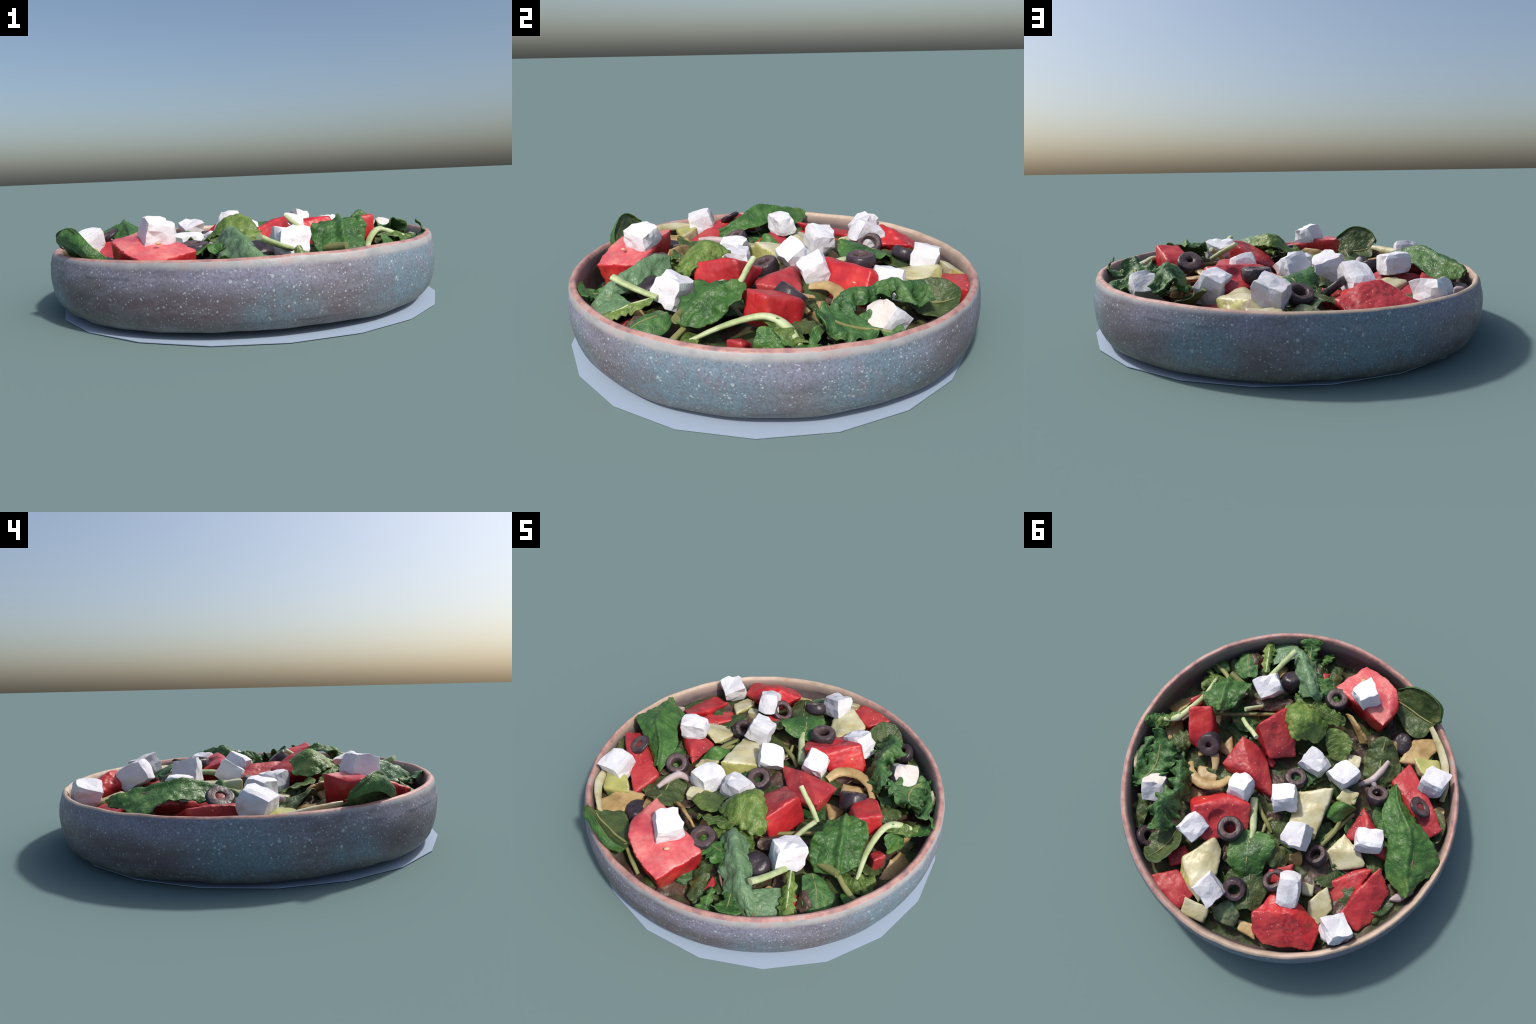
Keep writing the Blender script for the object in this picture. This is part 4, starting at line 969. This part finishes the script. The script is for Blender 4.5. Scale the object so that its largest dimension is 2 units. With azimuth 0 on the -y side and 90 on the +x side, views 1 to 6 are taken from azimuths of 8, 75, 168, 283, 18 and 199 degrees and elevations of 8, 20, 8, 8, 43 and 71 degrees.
def build_gap_pieces():
    """Smaller leaves and scraps packed between the main pieces."""
    leaf("arugula_leaf", (((0.10, -0.60, 0.30), (0.06, -0.66, 0.335), (0.03, -0.70, 0.31)), ((0.02, -0.57, 0.31), (-0.01, -0.63, 0.345), (-0.05, -0.69, 0.31)), ((-0.06, -0.52, 0.31), (-0.10, -0.58, 0.325), (-0.13, -0.64, 0.29)), ((-0.13, -0.47, 0.30), (-0.16, -0.51, 0.305), (-0.19, -0.55, 0.28))), BRIGHT, "jagged bright green arugula leaf", rib=MIDRIB, rib_r=0.004, ruffle=0.018, freq=3, teeth=0.45, nteeth=6, wrinkle=0.010, seed=41)
    leaf("frilled_leaf", (((0.06, -0.40, 0.29), (0.10, -0.47, 0.305), (0.14, -0.53, 0.28)), ((-0.01, -0.42, 0.30), (0.0, -0.50, 0.325), (0.03, -0.58, 0.295)), ((-0.09, -0.40, 0.29), (-0.11, -0.46, 0.31), (-0.10, -0.53, 0.285))), ARUGULA, "frilly green leaf packed in the heap", ruffle=0.018, freq=3, teeth=0.3, nteeth=6, wrinkle=0.010, seed=42)
    leaf("wilted_leaf", (((0.400, -0.370, 0.275), (0.390, -0.410, 0.285), (0.380, -0.450, 0.265)), ((0.280, -0.380, 0.285), (0.270, -0.430, 0.305), (0.260, -0.480, 0.275)), ((0.140, -0.420, 0.285), (0.130, -0.460, 0.305), (0.120, -0.510, 0.270))), BROWN, "brownish wilted leaf strip", ruffle=0.008, freq=2, seed=43)
    stalk("stalk", ((0.560, -0.275, 0.280), (0.430, -0.310, 0.287), (0.300, -0.350, 0.285), (0.160, -0.395, 0.280)), (0.008, 0.011, 0.012, 0.008), MIDRIB, "thin long green stalk", "salad stalk", seed=44)
    leaf("frilled_leaf", (((0.74, -0.49, 0.205), (0.72, -0.46, 0.235), (0.70, -0.42, 0.215)), ((0.66, -0.56, 0.215), (0.645, -0.52, 0.258), (0.63, -0.46, 0.225)), ((0.58, -0.56, 0.215), (0.555, -0.52, 0.252), (0.53, -0.46, 0.225))), ARUGULA, "curled yellow green leaf loop", ruffle=0.012, freq=2, teeth=0.08, seed=45)
    leaf("spinach_leaf", (((0.42, -0.62, 0.230), (0.37, -0.62, 0.235), (0.31, -0.66, 0.215)), ((0.44, -0.70, 0.220), (0.38, -0.71, 0.235), (0.30, -0.73, 0.215)), ((0.44, -0.77, 0.200), (0.40, -0.79, 0.205), (0.35, -0.79, 0.190))), SPINACH, "dull green leaf under the cheese", ruffle=0.010, freq=2, seed=46)
    leaf("spinach_leaf", (((0.50, -0.33, 0.255), (0.44, -0.36, 0.27), (0.40, -0.42, 0.255)), ((0.44, -0.27, 0.255), (0.37, -0.30, 0.275), (0.31, -0.36, 0.255)), ((0.38, -0.22, 0.25), (0.31, -0.24, 0.26), (0.26, -0.29, 0.245))), KALE, "dark green leaf between tomato chunks", ruffle=0.010, freq=2, seed=47)
    leaf("spinach_leaf", (((0.18, 0.07, 0.240), (0.13, 0.11, 0.255), (0.08, 0.15, 0.235)), ((0.13, 0.0, 0.240), (0.07, 0.05, 0.260), (0.02, 0.08, 0.235)), ((0.10, -0.06, 0.235), (0.03, -0.02, 0.240), (-0.03, 0.01, 0.230))), BROWN, "dark purple brown leaf at the centre", ruffle=0.010, freq=2, seed=48)
    stalk("stalk", ((0.135, 0.17, 0.235), (0.10, 0.22, 0.247), (0.05, 0.27, 0.247), (0.01, 0.31, 0.235)), (0.012, 0.014, 0.014, 0.010), MIDRIB, "dark green cut stalk", "salad stalk", seed=49)
    leaf("spinach_leaf", (((0.02, 0.21, 0.220), (0.04, 0.26, 0.235), (0.07, 0.31, 0.220)), ((-0.04, 0.24, 0.225), (-0.02, 0.30, 0.238), (0.01, 0.36, 0.220)), ((-0.10, 0.28, 0.215), (-0.07, 0.33, 0.225), (-0.04, 0.38, 0.210))), SPINACH, "dull green leaf under the cheese", ruffle=0.008, freq=2, seed=50)
    chunk("cucumber_slice", slab(((-0.31, -0.05, 0.282), (-0.41, -0.06, 0.275), (-0.40, 0.02, 0.265), (-0.31, 0.0, 0.275)), 0.05), [CUKE_RIND, CUKE], label="small yellow green cucumber piece", category="cucumber", cut=(0, 0, 1), seed=51)
    stalk("stalk", ((-0.27, 0.27, 0.190), (-0.31, 0.22, 0.217), (-0.36, 0.14, 0.227), (-0.41, 0.06, 0.217)), (0.012, 0.015, 0.015, 0.012), MIDRIB, "dark green cut stalk", "salad stalk", seed=52)
    leaf("spinach_leaf", (((-0.20, 0.34, 0.190), (-0.25, 0.31, 0.205), (-0.30, 0.28, 0.190)), ((-0.24, 0.27, 0.195), (-0.29, 0.23, 0.217), (-0.34, 0.20, 0.200)), ((-0.28, 0.20, 0.190), (-0.33, 0.17, 0.205), (-0.37, 0.15, 0.190))), KALE, "dark green folded leaf", ruffle=0.010, freq=2, seed=53)
    leaf("spinach_leaf", (((-0.84, -0.10, 0.23), (-0.88, -0.09, 0.25), (-0.91, -0.07, 0.26)), ((-0.87, 0.0, 0.24), (-0.905, 0.0, 0.265), (-0.925, 0.01, 0.27)), ((-0.86, 0.10, 0.225), (-0.89, 0.10, 0.245), (-0.91, 0.10, 0.25))), SPINACH, "dark leaf edge against the bowl wall", ruffle=0.008, freq=2, seed=54, nu=30, nv=20)
    leaf("spinach_leaf", (((-0.52, -0.05, 0.205), (-0.57, -0.04, 0.225), (-0.62, -0.02, 0.205)), ((-0.50, 0.02, 0.205), (-0.58, 0.04, 0.235), (-0.64, 0.05, 0.210)), ((-0.53, 0.10, 0.200), (-0.59, 0.12, 0.220), (-0.64, 0.14, 0.200))), KALE, "dark green leaf tucked under an olive", ruffle=0.010, freq=2, seed=55)
    chunk("onion_piece", slab(((-0.50, -0.36, 0.255), (-0.56, -0.33, 0.25), (-0.49, -0.43, 0.262), (-0.55, -0.44, 0.255)), 0.05), [TAN], label="tan cooked onion or mushroom piece", category="onion", relax=6, seed=56)
    chunk("onion_piece", slab(((-0.78, 0.47, 0.235), (-0.85, 0.40, 0.235), (-0.80, 0.36, 0.25), (-0.72, 0.48, 0.24)), 0.05), [PINKISH], label="pale pinkish onion piece by the wall", category="onion", relax=6, seed=57)
    leaf("spinach_leaf", (((-0.01, 0.37, 0.325), (-0.03, 0.42, 0.335), (-0.02, 0.50, 0.300)), ((-0.07, 0.385, 0.305), (-0.08, 0.44, 0.318), (-0.06, 0.505, 0.288)), ((-0.125, 0.40, 0.275), (-0.13, 0.44, 0.280), (-0.115, 0.49, 0.268))), SPINACH, "dark green leaf flap beside the cheese", ruffle=0.008, freq=2, seed=66)
    leaf("kale_leaf", (((0.90, -0.03, 0.255), (0.87, -0.03, 0.275), (0.84, -0.04, 0.255)), ((0.925, 0.08, 0.25), (0.895, 0.09, 0.285), (0.85, 0.09, 0.25)), ((0.91, 0.20, 0.245), (0.885, 0.20, 0.275), (0.845, 0.20, 0.25)), ((0.88, 0.30, 0.235), (0.86, 0.29, 0.255), (0.83, 0.28, 0.24))), KALE, "ruffled kale edge packed against the wall", ruffle=0.016, freq=4, teeth=0.15, nteeth=9, seed=67)
    chunk("onion_piece", slab(((0.03, 0.88, 0.215), (-0.08, 0.90, 0.21), (-0.05, 0.82, 0.225), (0.04, 0.82, 0.22)), 0.05), [TAN], label="tan cooked onion or mushroom piece", category="onion", relax=6, seed=58)
    chunk("onion_piece", slab(((0.62, 0.20, 0.24), (0.54, 0.12, 0.25), (0.56, 0.22, 0.25), (0.63, 0.14, 0.24)), 0.05), [TAN], label="tan cooked onion or mushroom piece", category="onion", relax=6, seed=59)
    leaf("kale_leaf", (((0.83, 0.30, 0.205), (0.79, 0.33, 0.230), (0.74, 0.35, 0.215)), ((0.84, 0.40, 0.200), (0.79, 0.42, 0.225), (0.74, 0.43, 0.215)), ((0.80, 0.50, 0.185), (0.77, 0.51, 0.205), (0.74, 0.51, 0.195))), SPINACH, "dull green leaf beside the bowl wall", ruffle=0.016, freq=3, seed=60)
    leaf("kale_leaf", (((0.66, -0.02, 0.235), (0.64, 0.04, 0.26), (0.60, 0.08, 0.25)), ((0.72, 0.02, 0.245), (0.70, 0.08, 0.275), (0.66, 0.13, 0.26)), ((0.76, 0.10, 0.235), (0.73, 0.15, 0.25), (0.70, 0.19, 0.24))), KALE, "dark kale leaf deep in the heap", ruffle=0.020, freq=3, seed=61)
    leaf("frilled_leaf", (((0.62, -0.04, 0.26), (0.66, -0.10, 0.285), (0.70, -0.15, 0.26)), ((0.66, 0.0, 0.26), (0.70, -0.05, 0.29), (0.74, -0.10, 0.27)), ((0.70, 0.04, 0.25), (0.74, 0.0, 0.27), (0.78, -0.04, 0.255))), SPINACH, "dull green leaf beside the tomato", ruffle=0.014, freq=3, teeth=0.2, seed=62)
    chunk("tomato_chunk", slab(((0.19, -0.08, 0.265), (0.12, -0.05, 0.262), (0.11, -0.10, 0.27), (0.17, -0.12, 0.27)), 0.05), [FLESH], label="chopped red tomato scrap", category="tomato", seed=63)
    chunk("tomato_chunk", slab(((-0.02, -0.70, 0.245), (0.02, -0.76, 0.235), (-0.04, -0.78, 0.225)), 0.05), [FLESH], label="chopped red tomato scrap", category="tomato", seed=64)
    chunk("tomato_chunk", slab(((0.36, -0.66, 0.262), (0.41, -0.70, 0.252), (0.38, -0.78, 0.24), (0.34, -0.74, 0.245)), 0.06), [FLESH], label="chopped red tomato scrap", category="tomato", seed=65)

def build_stalks():
    s = dict(label="cut pale green stalk", category="salad stalk")
    stalk("stalk", ((0.196, -0.775, 0.385), (0.235, -0.72, 0.358), (0.275, -0.655, 0.332), (0.31, -0.60, 0.312)), (0.019, 0.018, 0.017, 0.016), PALE, flat=0.7, seed=1, **s)
    stalk("stalk", ((0.245, -0.155, 0.418), (0.288, -0.195, 0.388), (0.335, -0.235, 0.355), (0.375, -0.28, 0.322)), (0.014, 0.014, 0.014, 0.013), PALE, seed=2, **s)
    stalk("stalk", ((0.372, -0.322, 0.372), (0.335, -0.355, 0.345), (0.295, -0.395, 0.308)), (0.014, 0.013, 0.012), PALE, seed=3, **s)
    stalk("stalk", ((0.375, -0.465, 0.275), (0.45, -0.505, 0.295), (0.545, -0.548, 0.312)), (0.018, 0.020, 0.019), MIDRIB, seed=4, label="yellow green cut stalk", category="salad stalk")
    stalk("stalk", ((0.220, -0.340, 0.232), (0.320, -0.315, 0.245), (0.440, -0.270, 0.270)), (0.012, 0.015, 0.012), MIDRIB, flat=0.6, seed=5, label="flat yellowish stalk under the tomato", category="salad stalk")
    stalk("root_sprout", ((-0.385, -0.115, 0.205), (-0.425, -0.135, 0.245), (-0.46, -0.155, 0.275), (-0.495, -0.22, 0.282), (-0.522, -0.288, 0.282)), (0.012, 0.017, 0.021, 0.019, 0.012), PINKISH, seed=6, label="pinkish pale forked sprout", category="salad stalk")
    stalk("root_sprout", ((-0.46, -0.15, 0.272), (-0.485, -0.12, 0.262), (-0.50, -0.09, 0.25)), (0.018, 0.014, 0.010), PINKISH, seed=7, label="pinkish pale forked sprout", category="salad stalk")
    stalk("stalk", ((0.02, 0.21, 0.22), (0.055, 0.26, 0.235), (0.06, 0.33, 0.25)), (0.012, 0.012, 0.010), MIDRIB, seed=8, **s)

build_mat()
build_bowl()
build_bed()
build_tomatoes()
build_cucumbers()
build_leaves()
build_olives()
build_stalks()
build_gap_pieces()
build_feta()
